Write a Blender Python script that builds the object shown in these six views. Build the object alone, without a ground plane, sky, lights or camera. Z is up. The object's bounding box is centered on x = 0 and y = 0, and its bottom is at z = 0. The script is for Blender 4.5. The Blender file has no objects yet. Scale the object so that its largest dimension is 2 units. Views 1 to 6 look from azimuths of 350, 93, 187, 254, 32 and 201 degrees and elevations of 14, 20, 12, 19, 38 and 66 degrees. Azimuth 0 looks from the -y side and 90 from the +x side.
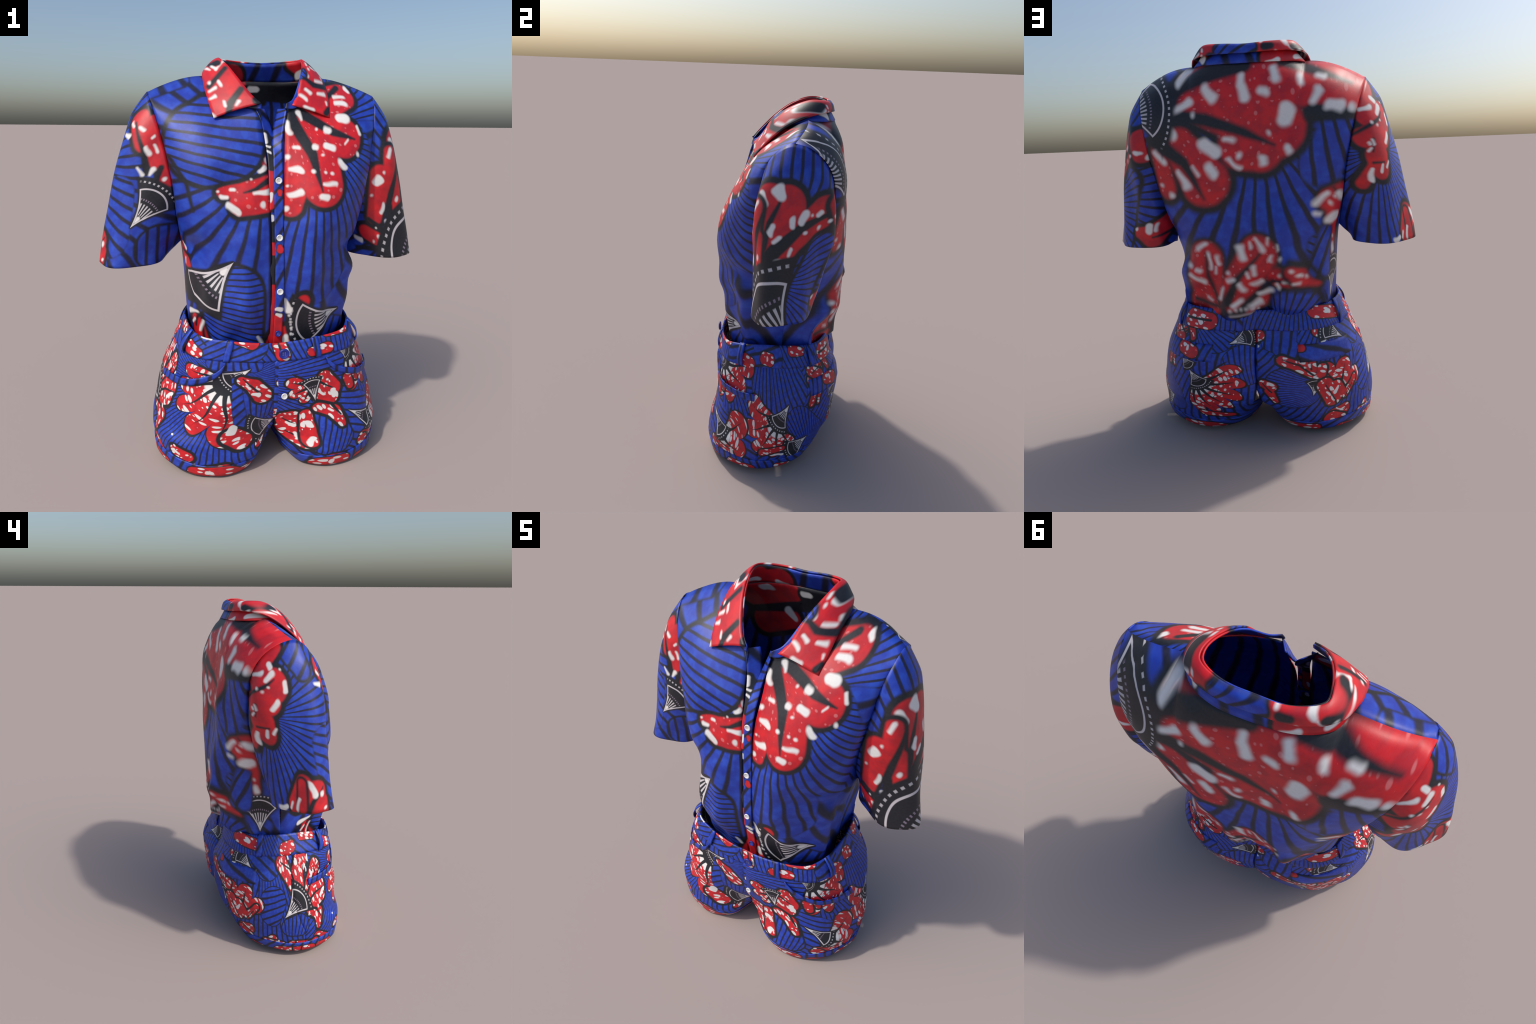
import bpy, math, random
import numpy as np
from mathutils import Vector, noise as mnoise

random.seed(7)
rng = np.random.default_rng(7)

# ------------------------------------------------------------------ helpers
def tab(xs, ys):
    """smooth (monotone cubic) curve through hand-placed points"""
    xs, ys = np.array(xs, float), np.array(ys, float)
    h = np.diff(xs); d = np.diff(ys) / h
    m = np.zeros(len(xs)); m[0], m[-1] = d[0], d[-1]
    for i in range(1, len(xs) - 1):
        if d[i - 1] * d[i] > 0:
            w1, w2 = 2 * h[i] + h[i - 1], h[i] + 2 * h[i - 1]
            m[i] = (w1 + w2) / (w1 / d[i - 1] + w2 / d[i])
    def f(x):
        x = min(max(x, xs[0]), xs[-1])
        i = min(max(int(np.searchsorted(xs, x)) - 1, 0), len(h) - 1)
        t = (x - xs[i]) / h[i]
        return float((1 + 2 * t) * (1 - t) ** 2 * ys[i] + t * (1 - t) ** 2 * h[i] * m[i]
                     + t * t * (3 - 2 * t) * ys[i + 1] + t * t * (t - 1) * h[i] * m[i + 1])
    return f

def sstep(a, b, x):
    t = min(max((x - a) / (b - a), 0.0), 1.0)
    return t * t * (3 - 2 * t)

def spline(pts, closed=False):
    """Catmull-Rom curve through points, t in 0..1 by chord length"""
    P = np.array(pts, float)
    if closed:
        P = np.vstack([P, P[:1]])
    L = np.concatenate([[0], np.cumsum(np.linalg.norm(np.diff(P, axis=0), axis=1))])
    L /= L[-1]
    n = len(P)
    def tang(i):
        if closed:
            a, b = (P[i - 1] if i else P[-2]), (P[i + 1] if i < n - 1 else P[1])
            la = L[i] - L[i - 1] if i else L[-1] - L[-2]
            lb = L[i + 1] - L[i] if i < n - 1 else L[1] - L[0]
        else:
            a, b = P[max(i - 1, 0)], P[min(i + 1, n - 1)]
            la = L[i] - L[i - 1] if i else 0
            lb = L[i + 1] - L[i] if i < n - 1 else 0
        return (b - a) / (la + lb)
    T = [tang(i) for i in range(n)]
    def f(t):
        t = min(max(t, 0), 1)
        i = min(max(int(np.searchsorted(L, t)) - 1, 0), n - 2)
        h = L[i + 1] - L[i]; s = (t - L[i]) / h
        return ((1 + 2 * s) * (1 - s) ** 2 * P[i] + s * (1 - s) ** 2 * h * T[i]
                + s * s * (3 - 2 * s) * P[i + 1] + s * s * (s - 1) * h * T[i + 1])
    return f

def nz(x, y, z, f):
    return mnoise.noise(Vector((x * f, y * f, z * f)))

MATS = {}
def add_mesh(name, verts, faces, mat, parent, thick=0.0, offset=-1.0, smooth=True, bevel=0.0, lining=None):
    me = bpy.data.meshes.new(name)
    me.from_pydata([tuple(map(float, v)) for v in verts], [], faces)
    me.validate(); me.update()
    if smooth:
        me.polygons.foreach_set("use_smooth", [True] * len(me.polygons))
    me.materials.append(MATS[mat])
    ob = bpy.data.objects.new(name, me)
    bpy.context.scene.collection.objects.link(ob)
    ob.parent = parent
    if thick:
        m = ob.modifiers.new("cloth", "SOLIDIFY"); m.thickness = thick; m.offset = offset
        if lining:
            me.materials.append(MATS[lining]); m.material_offset = 1
    if bevel:
        m = ob.modifiers.new("bevel", "BEVEL"); m.width = bevel; m.segments = 2; m.limit_method = "ANGLE"
    return ob

def grid_faces(nr, nc, wrap=False, flip=False, keep=None):
    F = []
    for i in range(nr - 1):
        for j in range(nc if wrap else nc - 1):
            if keep and not keep(i, j):
                continue
            q = (i * nc + j, i * nc + (j + 1) % nc, (i + 1) * nc + (j + 1) % nc, (i + 1) * nc + j)
            F.append(q[::-1] if flip else q)
    return F

def grid_mesh(name, rows, mat, parent, wrap=False, flip=False, keep=None, **k):
    nr, nc = len(rows), len(rows[0])
    V = [p for r in rows for p in r]
    return add_mesh(name, V, grid_faces(nr, nc, wrap, flip, keep), mat, parent, **k)

def empty(name, label, cat):
    e = bpy.data.objects.new(name, None)
    bpy.context.scene.collection.objects.link(e)
    e["label"], e["category"] = label, cat
    return e

# ------------------------------------------------------------------ shirt: body surface
CX = 0.015
# half widths of the body / armhole seam by height, per side (+1 wearer's left, -1 wearer's right)
EDGE = {1: tab([.5, .68, .78, .92, 1.06, 1.14, 1.25, 1.4, 1.5, 1.6, 1.7, 1.78, 1.84],
               [.35, .365, .372, .384, .424, .445, .460, .480, .498, .512, .526, .543, .557]),
        -1: tab([.5, .68, .78, .92, 1.06, 1.14, 1.25, 1.4, 1.5, 1.6, 1.7, 1.78, 1.84],
                [.375, .394, .402, .408, .418, .428, .444, .460, .478, .500, .526, .55, .567])}
EDGE_FY0 = tab([.5, 1.10, 1.16, 1.23, 1.32, 1.42, 1.5, 1.6, 1.7, 1.77, 1.82], [.02, .03, -.03, -.08, -.115, -.130, -.128, -.108, -.085, -.045, .04])
EDGE_BY0 = tab([.5, 1.10, 1.16, 1.23, 1.32, 1.42, 1.5, 1.6, 1.7, 1.77, 1.82], [.02, .04, .10, .155, .20, .225, .237, .237, .212, .160, .04])
def cap(z):                             # the armhole closes over the shoulder in a round arch
    return max(0, 1 - ((z - 1.60) / .222) ** 2) ** .58
def EDGE_FY(z):
    return EDGE_FY0(z) if z < 1.6 else .04 - .148 * cap(z)
def EDGE_BY(z):
    return EDGE_BY0(z) if z < 1.6 else .04 + .197 * cap(z)
FRONT = [(0.0, tab([.5, .75, .92, 1.17, 1.43, 1.6, 1.75, 1.9], [-.26, -.292, -.318, -.305, -.282, -.225, -.18, -.10])),
         (0.42, tab([.5, .7, .82, .9, 1.0, 1.15, 1.22, 1.32, 1.457, 1.6, 1.75, 1.86, 1.92], [-.28, -.305, -.335, -.355, -.37, -.376, -.376, -.360, -.318, -.245, -.14, -.02, .06])),
         (1.0, tab([.5, .8, 1.0, 1.2, 1.4, 1.57, 1.71, 1.83, 1.9], [-.29, -.325, -.345, -.345, -.305, -.245, -.165, -.045, .05]))]
BACK = [(0.0, tab([.55, .62, .66, .70, .78, .9, 1.09, 1.28, 1.4, 1.56, 1.67, 1.77, 1.84, 1.9], [.22, .26, .29, .31, .33, .345, .342, .325, .322, .310, .298, .280, .255, .230])),
        (0.5, tab([.55, .62, .66, .70, .78, .9, 1.09, 1.28, 1.4, 1.56, 1.67, 1.77, 1.84, 1.9], [.22, .26, .29, .31, .325, .340, .348, .340, .335, .320, .310, .288, .250, .17])),
        (1.0, tab([.55, .66, .9, 1.1, 1.3, 1.5, 1.65, 1.75, 1.83, 1.9], [.22, .27, .30, .31, .318, .315, .306, .280, .240, .12]))]

def table_y(tb, fr, z):
    if fr < tb[1][0]:
        (a, f), (b, g) = tb[0], tb[1]
    else:
        (a, f), (b, g) = tb[1], tb[2]
    t = sstep(a, b, fr)
    return f(z) * (1 - t) + g(z) * t

def body_y(front, fr, z):
    e = (EDGE_FY if front else EDGE_BY)(z)
    A = table_y(FRONT if front else BACK, fr, z)
    p, q = (3.0, 0.46) if front else (3.4, 0.46)
    return e + (A - e) * (1 - min(fr, 1) ** p) ** q

SHOULDER_Z = 1.822
NECK_PT = (0.27, 0.095, 1.903)          # where the neckline meets the shoulder seam (half width from CX)
def neck_front(t):                      # from the front opening to the shoulder seam
    return NF(t)
NF = spline([(0.055, -.185, 1.738), (.10, -.172, 1.752), (.18, -.115, 1.80), (.245, -.02, 1.862), NECK_PT])
NB = spline([(0.0, .238, 1.893), (.13, .232, 1.893), (.22, .19, 1.896), (.26, .135, 1.898), NECK_PT])
def shoulder(t):
    a, b = np.array(NECK_PT), np.array((0.556, .04, SHOULDER_Z))
    p = a * (1 - t) + b * t
    p[2] += .020 * math.sin(math.pi * t ** .85)
    p[1] += .022 * math.sin(math.pi * t)
    return p

def fold(front, side, x, y, z):
    """cloth folds: how far the surface moves in or out"""
    d = .010 * nz(x, 3 if front else 9, z * .55, 4.2) + .005 * nz(x, 13 if front else 19, z, 9.0)
    s = (x - CX) * side
    if front:
        low = sstep(1.25, .75, z)
        d += low * .010 * math.sin(38 * x + 5 * z + 1.2)* sstep(.0, .15, s)
        # slanting drag lines from the bust to the side
        d += .006 * math.sin(30 * (z + .8 * s)) * sstep(.12, .3, s) * sstep(1.35, 1.1, z)
    else:
        low = sstep(1.30, .72, z)
        d += .010 * low * math.sin(33 * x + 3 * z) * math.sin(9 * x + 1)
        d += .006 * sstep(.9, 1.4, z) * nz(x * 1.6, 4, z * .5, 5)
    return d

# the blouse falls over the waistband in two broad lobes: line of the overhang seen from above
LOBES = tab([-.42, -.385, -.33, -.30, -.26, -.21, -.16, -.10, -.05, .0, .05, .10, .15, .20, .24, .285, .33, .37, .42],
            [.05, .17, .19, .205, .27, .315, .325, .30, .25, .25, .295, .325, .315, .275, .255, .215, .195, .20, .10])

def half_panel(front, side, nr=64, nc=40):
    us = [1 - (1 - i / (nc - 1)) ** 1.35 for i in range(nc)]
    tops = []
    nsplit = .46
    for u in us:
        p = (NF if front else NB)(u / nsplit) if u < nsplit else shoulder((u - nsplit) / (1 - nsplit))
        tops.append(np.array(p, float))
    zb = .56
    rows = []
    for i in range(nr):
        v = i / (nr - 1)
        row = []
        for u, T in zip(us, tops):
            E = EDGE[side]
            fr_top = T[0] / E(min(T[2], SHOULDER_Z)) if u < 1 else 1.0
            fr_top = min(fr_top, 1.0)
            z = zb + (T[2] - zb) * v
            # the outer column follows the side seam, then the armhole
            fr_low = u if not front else (.03 + .97 * u)
            if front:
                cf = tab([.5, 1.55, 1.62, 1.76], [.02, .02, .03, .06])(z) / E(z)
                fr_low = cf + (1 - cf) * u
            k = sstep(.45, 1.0, v)
            fr = fr_low * (1 - k) + fr_top * k
            y = body_y(front, fr, z)
            if front and side > 0:      # fuller on the wearer's left
                y -= .010 * math.exp(-((fr - .62) / .22) ** 2) * math.exp(-((z - 1.34) / .10) ** 2)
                y += .028 * math.exp(-((fr - .60) / .20) ** 2) * (math.exp(-((z - 1.10) / .07) ** 2) + math.exp(-((z - .92) / .06) ** 2))
            if front and side < 0:      # flatter bust on the wearer's right
                y += .040 * math.exp(-((fr - .88) / .12) ** 2) * math.exp(-((z - 1.11) / .07) ** 2)
                y -= .040 * math.exp(-((fr - .80) / .12) ** 2) * math.exp(-((z - .93) / .06) ** 2)
                y += .034 * math.exp(-((fr - .36) / .16) ** 2) * math.exp(-((z - 1.25) / .07) ** 2)
                y += .052 * math.exp(-((fr - .42) / .22) ** 2) * math.exp(-((z - 1.40) / .11) ** 2)
                y += .018 * math.exp(-((fr - .48) / .26) ** 2) * math.exp(-((z - 1.16) / .12) ** 2)
                y -= .050 * math.exp(-((fr - .45) / .30) ** 2) * math.exp(-((z - .83) / .10) ** 2)
            yt = body_y(front, fr_top, T[2])
            w = 1 - math.sqrt(max(0, 1 - (max(0, v - .78) / .22) ** 2))
            y += (T[1] - yt) * w
            x = CX + side * fr * E(z)
            if abs(fr - 1) < 1e-6:
                fade = 0.0
            else:
                fade = sstep(1.0, .86, fr)
            d = fold(front, side, x, y, z) * fade * (1 - sstep(.86, 1.0, v))
            if not front:
                k2 = sstep(.95, .73, z)
                e0 = EDGE_BY(z)
                lb = LOBES(x)
                yl = e0 + (lb - e0) * sstep(1.0, .90, fr)
                b2 = math.exp(-((z - .92) / .13) ** 2)
                if side > 0:            # loose cloth pouching over the hip on both flanks
                    y += .080 * math.exp(-((x - .315) / .05) ** 2) * math.exp(-((z - .86) / .11) ** 2)
                    y += .032 * math.exp(-((x - .09) / .07) ** 2) * math.exp(-((z - .83) / .06) ** 2)
                else:
                    y += .035 * math.exp(-((x + .325) / .05) ** 2) * math.exp(-((z - .84) / .10) ** 2) + .028 * math.exp(-((x + .14) / .09) ** 2) * math.exp(-((z - 1.10) / .12) ** 2)
                    y += .055 * math.exp(-((x + .17) / .06) ** 2) * math.exp(-((z - .93) / .08) ** 2)
                    y += .028 * math.exp(-((x + .21) / .08) ** 2) * math.exp(-((z - 1.47) / .12) ** 2)
                y = y * (1 - k2) + yl * k2
                y -= 1.0 * max(0, .705 - .02 * math.sin(9 * x) - z) * sstep(1.0, .9, fr)
            if side > 0:                # deep tuck at the side seam below the arm: the panels bulge on either side of it
                g = math.exp(-((fr - .87) / .075) ** 2) * sstep(1.12 if front else 1.03, .96 if front else .88, z) * sstep(.60, .70, z)
                x += (.062 if front else .060) * g
                y += (.0 if front else -.02) * g
            ang = math.pi / 2 * max(0, (fr - .6) / .4)
            x += side * d * math.sin(ang)
            y += (-d if front else d) * math.cos(ang)
            row.append((x, y, z))
        rows.append(row)
    return rows

def weld_rows(a, b):
    """mirror-joined half panels: columns of a reversed, then b (sharing the middle column)"""
    out = []
    for ra, rb in zip(a, b):
        mid = tuple((p + q) / 2 for p, q in zip(ra[0], rb[0]))
        out.append(list(ra[:0:-1]) + [mid] + list(rb[1:]))
    return out

CLOTH = .006

def build_shirt():
    root = empty("shirt", "blue and red wax print button shirt with short sleeves", "shirt")
    panels = {}
    for side in (1, -1):
        rows = half_panel(True, side)
        panels[side] = rows
        grid_mesh("front_panel", rows, "shirt_front", root, flip=side < 0, thick=CLOTH, lining="lining")
    b = {s: half_panel(False, s) for s in (1, -1)}
    rows = weld_rows(b[1], b[-1])
    grid_mesh("back_panel", rows, "shirt_back", root, thick=CLOTH, lining="lining")
    # sleeves: from the armhole ring down to the hem ring
    for side in (1, -1):
        E = EDGE[side]
        n = 40
        zs = [1.10 + (SHOULDER_Z - 1.10) * (.5 - .5 * math.cos(math.pi * i / n)) for i in range(n + 1)]
        ring = [(CX + side * E(z), EDGE_FY(z), z) for z in zs[::-1]] + [(CX + side * E(z), EDGE_BY(z), z) for z in zs[1:-1]]
        m = len(ring)
        xo, xi = (.792, .468) if side > 0 else (-.800, -.478)
        cxh, rx, cy, ry = (xo + xi) / 2, abs(xo - xi) / 2, (.018 if side > 0 else .012), .138
        rows = []
        nr = 46
        bulge = tab([0, .05, .15, .4, .75, 1], [0, .018, .042, .047, .024, .002])
        for i in range(nr):
            t = i / (nr - 1)
            row = []
            for j, A in enumerate(ring):
                # angle round the sleeve: 0 top/outer, then front, under the arm, back
                a = 2 * math.pi * j / m
                top = .5 + .5 * math.cos(a)
                H = np.array((cxh + side * rx * math.cos(a), cy - ry * math.sin(a) - .042 * math.cos(a), 1.024 - .002 * math.cos(a) - .014 * abs(math.sin(a))))
                if side < 0: H[1] -= .006
                A = np.array(A)
                P = A * (1 - t) + H * t
                mid = A[1] * (1 - t) + H[1] * t
                cy0 = .05 * (1 - t) + (cy - .042 * math.cos(a)) * t
                P[1] = cy0 + (mid - cy0) * (1 - .16 * max(0, math.cos(a)) ** .6 * sstep(.25, .5, t) * sstep(1.05, .7, t))
                f = -math.sin(a)
                P[0] += side * bulge(t) * top ** .7
                P[1] += f * (.012 if f < 0 else .014) * math.sin(math.pi * min(1, t * 1.15)) ** 1.0 * (1 - t) ** .6
                P[1] += f * (.034 if f > 0 else .008) * sstep(0, .15, t) * sstep(.5, .2, t) * top
                P[2] += .014 * top ** 3 * math.sin(math.pi * t) * (1 - t) ** 2
                P[1] -= .022 * max(0, math.cos(a)) * math.sin(math.pi * min(1, t + .08))
                d = (.009 * nz(P[0] * 1.3 + 5 * side, P[1] * 1.3, P[2] * .6, 5) + .007 * math.sin(5 * a + 2 * side + 5 * t) * t) * sstep(0, .2, t)
                out = np.array((side * math.cos(a), f, 0))
                P += out * d
                row.append(P)
            rows.append(row)
        grid_mesh("sleeve", rows, "sleeve_left" if side > 0 else "sleeve_right", root, wrap=True, flip=side < 0, thick=CLOTH)
    # collar: stand round the neck, then the turned-down fall
    base = spline([(-.040, -.200, 1.742), (-.09, -.178, 1.748), (-.175, -.115, 1.800), (-.232, -.02, 1.862), (-.262, .09, 1.893), (-.235, .175, 1.893), (-.13, .228, 1.890), (.015, .240, 1.890),
                   (.15, .230, 1.890), (.25, .18, 1.893), (.290, .09, 1.893), (.262, -.02, 1.862), (.205, -.115, 1.800), (.12, -.178, 1.748), (.070, -.196, 1.745)])
    top = spline([(-.039, -.195, 1.765), (-.075, -.165, 1.80), (-.13, -.08, 1.885), (-.165, .0, 1.945), (-.190, .084, 1.980), (-.190, .145, 1.985), (-.10, .190, 1.978), (.015, .190, 1.972),
                  (.12, .185, 1.978), (.200, .150, 1.985), (.212, .095, 1.985), (.195, .0, 1.945), (.165, -.08, 1.885), (.115, -.155, 1.79), (.078, -.190, 1.768)])
    n = 121
    rows = []
    for i in range(7):
        k = i / 6
        row = []
        for j in range(n):
            t = j / (n - 1)
            p = base(t) * (1 - k) + top(t) * k
            row.append(p)
        rows.append(row)
    grid_mesh("collar_stand", rows, "collar_stand", root, thick=.006, offset=0)
    edge = spline([(-.253, -.176, 1.698), (-.275, -.09, 1.79), (-.285, .0, 1.865), (-.282, .075, 1.912), (-.255, .155, 1.938), (-.15, .222, 1.940), (.015, .232, 1.935),
                   (.15, .225, 1.936), (.262, .165, 1.934), (.305, .085, 1.910), (.310, .0, 1.865), (.303, -.09, 1.79), (.289, -.163, 1.706)])
    fold_line = spline([(-.041, -.199, 1.763), (-.08, -.165, 1.802), (-.135, -.08, 1.887), (-.172, .0, 1.948), (-.195, .084, 1.984), (-.195, .150, 1.989), (-.10, .196, 1.984), (.015, .197, 1.978),
                        (.12, .193, 1.984), (.208, .154, 1.991), (.218, .095, 1.989), (.200, .0, 1.948), (.170, -.08, 1.887), (.135, -.135, 1.80), (.106, -.176, 1.758)])
    rows = []
    m = 13
    for i in range(m):
        k = i / (m - 1)
        row = []
        for j in range(n):
            t = j / (n - 1)
            a, b_ = fold_line(t), edge(t)
            p = a * (1 - k) + b_ * k
            up = math.sin(math.pi * min(k * 1.0, 1)) * .013 * (1 - .35 * k)
            out = b_ - a; out[2] = 0
            out /= (np.linalg.norm(out) + 1e-6)
            endf = sstep(0, .06, t) * sstep(1, .94, t)
            p = p + out * up * .7 * (.3 + .7 * endf) + np.array((0, 0, up * (.5 + .5 * endf)))
            p = p + np.array((0, -1, .6)) * .004 * (1 - sstep(.12, .3, min(t, 1 - t)))
            p = p + out * .006 * nz(p[0], p[1], p[2], 9) * k
            row.append(p)
        rows.append(row)
    grid_mesh("collar", rows, "collar", root, flip=False, thick=.007, offset=0)
    # button placket, hanging open at the throat
    def strip(xc, w, lift, z0, z1, n=60, m=7, lean=None):
        rows = []
        for i in range(n):
            z = z0 + (z1 - z0) * i / (n - 1)
            row = []
            for j in range(m):
                s = j / (m - 1) - .5
                x = xc(z) + w(z) * s
                y = FRONT[0][1](z) - lift + .004 * nz(x, 1, z, 14) + (lean(z, s) if lean else 0)
                row.append((x, y, z))
            rows.append(row)
        return rows
    xc = tab([.55, .95, 1.2, 1.45, 1.6, 1.75], [.032, .031, .027, .024, .030, .062])
    w = tab([.55, 1.5, 1.62, 1.75], [.042, .042, .040, .030])
    grid_mesh("placket", strip(xc, w, .012, .57, 1.745, lean=lambda z, s: .0 if z < 1.55 else (.5 - s) * .05 * sstep(1.5, 1.7, z)), "placket", root, thick=.006)
    xc2 = tab([.55, 1.5, 1.6, 1.7, 1.75], [.005, .002, .0, -.018, -.040])
    w2 = tab([.55, 1.5, 1.62, 1.75], [.04, .04, .05, .05])
    grid_mesh("button_band", strip(xc2, w2, .001, .57, 1.745, lean=lambda z, s: (.5 + s) * .05 * sstep(1.5, 1.7, z)), "button_band", root, thick=.005)
    for z in (1.43, 1.173, .92, .70):
        add_button("button", (xc(z), FRONT[0][1](z) - .017, z), .0155, "button_white" if z > .8 else "button_blue", root, tilt=-.06)
    return root

def add_button(name, pos, r, mat, root, tilt=0.0):
    """four-hole button: lathe profile with a raised rim, holes as dark dimples"""
    prof = [(0, .0022), (.5, .0022), (.62, .0030), (.72, .0046), (.86, .0050), (.97, .0036), (1.0, .0018), (.97, -.001), (.3, -.002)]
    V, F = [], []
    n = 32
    for pr, h in prof:
        for k in range(n):
            a = 2 * math.pi * k / n
            V.append((pr * r * math.cos(a), -h * r / .0155, pr * r * math.sin(a)))
    for i in range(len(prof) - 1):
        for k in range(n):
            F.append((i * n + k, i * n + (k + 1) % n, (i + 1) * n + (k + 1) % n, (i + 1) * n + k))
    ob = add_mesh(name, V, F, mat, root)
    ob.location = pos
    ob.rotation_euler = (tilt, 0, 0)
    V, F = [], []
    for sx in (-1, 1):
        for sz in (-1, 1):
            c = len(V); q = 10
            V.append((sx * .2 * r, -.0026 * r / .0155, sz * .2 * r))
            for k in range(q):
                a = 2 * math.pi * k / q
                V.append((sx * .2 * r + .1 * r * math.cos(a), -.0023 * r / .0155, sz * .2 * r + .1 * r * math.sin(a)))
            F += [(c, c + 1 + k, c + 1 + (k + 1) % q) for k in range(q)]
    h = add_mesh("button_holes", V, F, "thread", ob)
    return ob

# ------------------------------------------------------------------ shorts: body surface
SX = .018
LEVELS = [0, .08, .16, .23, .32, .45, .58, .72]
# ten control points of one leg / half hip per level, from the front seam round the outside to the back seam, then the inner thigh (x from SX)
RINGS = [
    [(.15, -.338), (.29, -.380), (.49, -.295), (.585, -.09), (.505, .12), (.31, .215), (.16, .180), (.075, .04), (.060, -.10), (.095, -.24)],
    [(.11, -.355), (.29, -.395), (.495, -.305), (.592, -.085), (.515, .145), (.30, .260), (.12, .228), (.03, .07), (.026, -.09), (.058, -.26)],
    [(.06, -.318), (.29, -.385), (.50, -.305), (.600, -.07), (.50, .165), (.30, .290), (.08, .268), (.0, .09), (.0, -.09), (.012, -.25)],
    [(.0, -.298), (.28, -.372), (.478, -.288), (.595, -.055), (.495, .185), (.31, .318), (.02, .305), (.0, .10), (.0, -.08), (.0, -.24)],
    [(.0, -.328), (.27, -.352), (.475, -.275), (.576, -.04), (.485, .205), (.30, .330), (.0, .325), (.0, .13), (.0, -.06), (.0, -.24)],
    [(.0, -.352), (.25, -.345), (.435, -.275), (.540, -.03), (.465, .22), (.28, .345), (.0, .328), (.0, .15), (.0, -.05), (.0, -.25)],
    [(.0, -.352), (.23, -.342), (.415, -.265), (.485, -.02), (.42, .20), (.25, .305), (.0, .270), (.0, .15), (.0, -.05), (.0, -.25)],#, (.0, .322), (.0, .15), (.0, -.05), (.0, -.25)],
    [(.0, -.330), (.21, -.322), (.365, -.255), (.418, -.01), (.36, .19), (.21, .262), (.0, .252), (.0, .14), (.0, -.05), (.0, -.25)],
]
NOUT, NIN = 72, 36
def ring_points(lv):
    P = RINGS[lv]
    f = spline(P, closed=True)
    # arc positions of the control points
    Q = np.vstack([np.array(P), [P[0]]])
    L = np.concatenate([[0], np.cumsum(np.linalg.norm(np.diff(Q, axis=0), axis=1))]); L /= L[-1]
    out = [f(L[6] * i / NOUT) for i in range(NOUT)] + [f(L[6] + (1 - L[6]) * i / NIN) for i in range(NIN)]
    return np.array(out)
RP = np.array([ring_points(i) for i in range(len(LEVELS))])
RT = [[tab(LEVELS, RP[:, j, k]) for k in (0, 1)] for j in range(NOUT + NIN)]

def waist_top(j):
    """height of the waist edge round the body; j is the ring index, 0 front seam .. NOUT back seam"""
    return tab([0, .25, .5, .75, 1], [.662, .69, .722, .715, .700])(j / NOUT)

def hip(side, j, z, off=0.0):
    """point on the shorts' surface; z runs 0..0.72, off is outward"""
    j = j % (NOUT + NIN)
    p = np.array([RT[j][0](z), RT[j][1](z)])
    a, b = (j - 1) % (NOUT + NIN), (j + 1) % (NOUT + NIN)
    t = np.array([RT[b][0](z) - RT[a][0](z), RT[b][1](z) - RT[a][1](z)])
    if j == 0 and z > .2: t = np.array((1.0, 0.0))
    if j == NOUT and z > .28: t = np.array((-1.0, 0.0))
    n = np.array((t[1], -t[0])); n /= np.linalg.norm(n) + 1e-9
    zz = z
    if j <= NOUT:
        zz = z * (1 + (waist_top(j) / .72 - 1) * sstep(.45, .72, z))
    zz += (.012 + .030 * sstep(.35, .56, p[0]) + .018 * sstep(0, .2, p[1])) * (1 - sstep(0, .25, z))
    x0, y0 = p
    d = off + .005 * nz(x0 * side, y0, z, 5) * sstep(.0, .1, z) + .003 * nz(x0 * side, y0 + 4, z, 11)
    if side < 0 and j < NOUT:
        d -= (.008 if j < NOUT / 2 else .008) * math.sin(2 * math.pi * j / NOUT) ** 2 * sstep(.15, .3, z) * sstep(.56, .46, z)
        d += .042 * math.exp(-((j - 13) / 5) ** 2) * math.exp(-((z - .34) / .09) ** 2)
    if z > .2 and (j == 0 or j >= NOUT): d = off
    p = p + n * d
    return np.array((SX + side * p[0], p[1], zz))

def hip_strip(side, j0, j1, z0, z1, nz_=8, off=.004, z0f=None, z1f=None, nj=None):
    rows = []
    js = list(range(j0, j1 + 1))
    for i in range(nz_):
        k = i / (nz_ - 1)
        rows.append([hip(side, j, (z0f(j) if z0f else z0) * (1 - k) + (z1f(j) if z1f else z1) * k, off) for j in js])
    return rows

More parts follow.
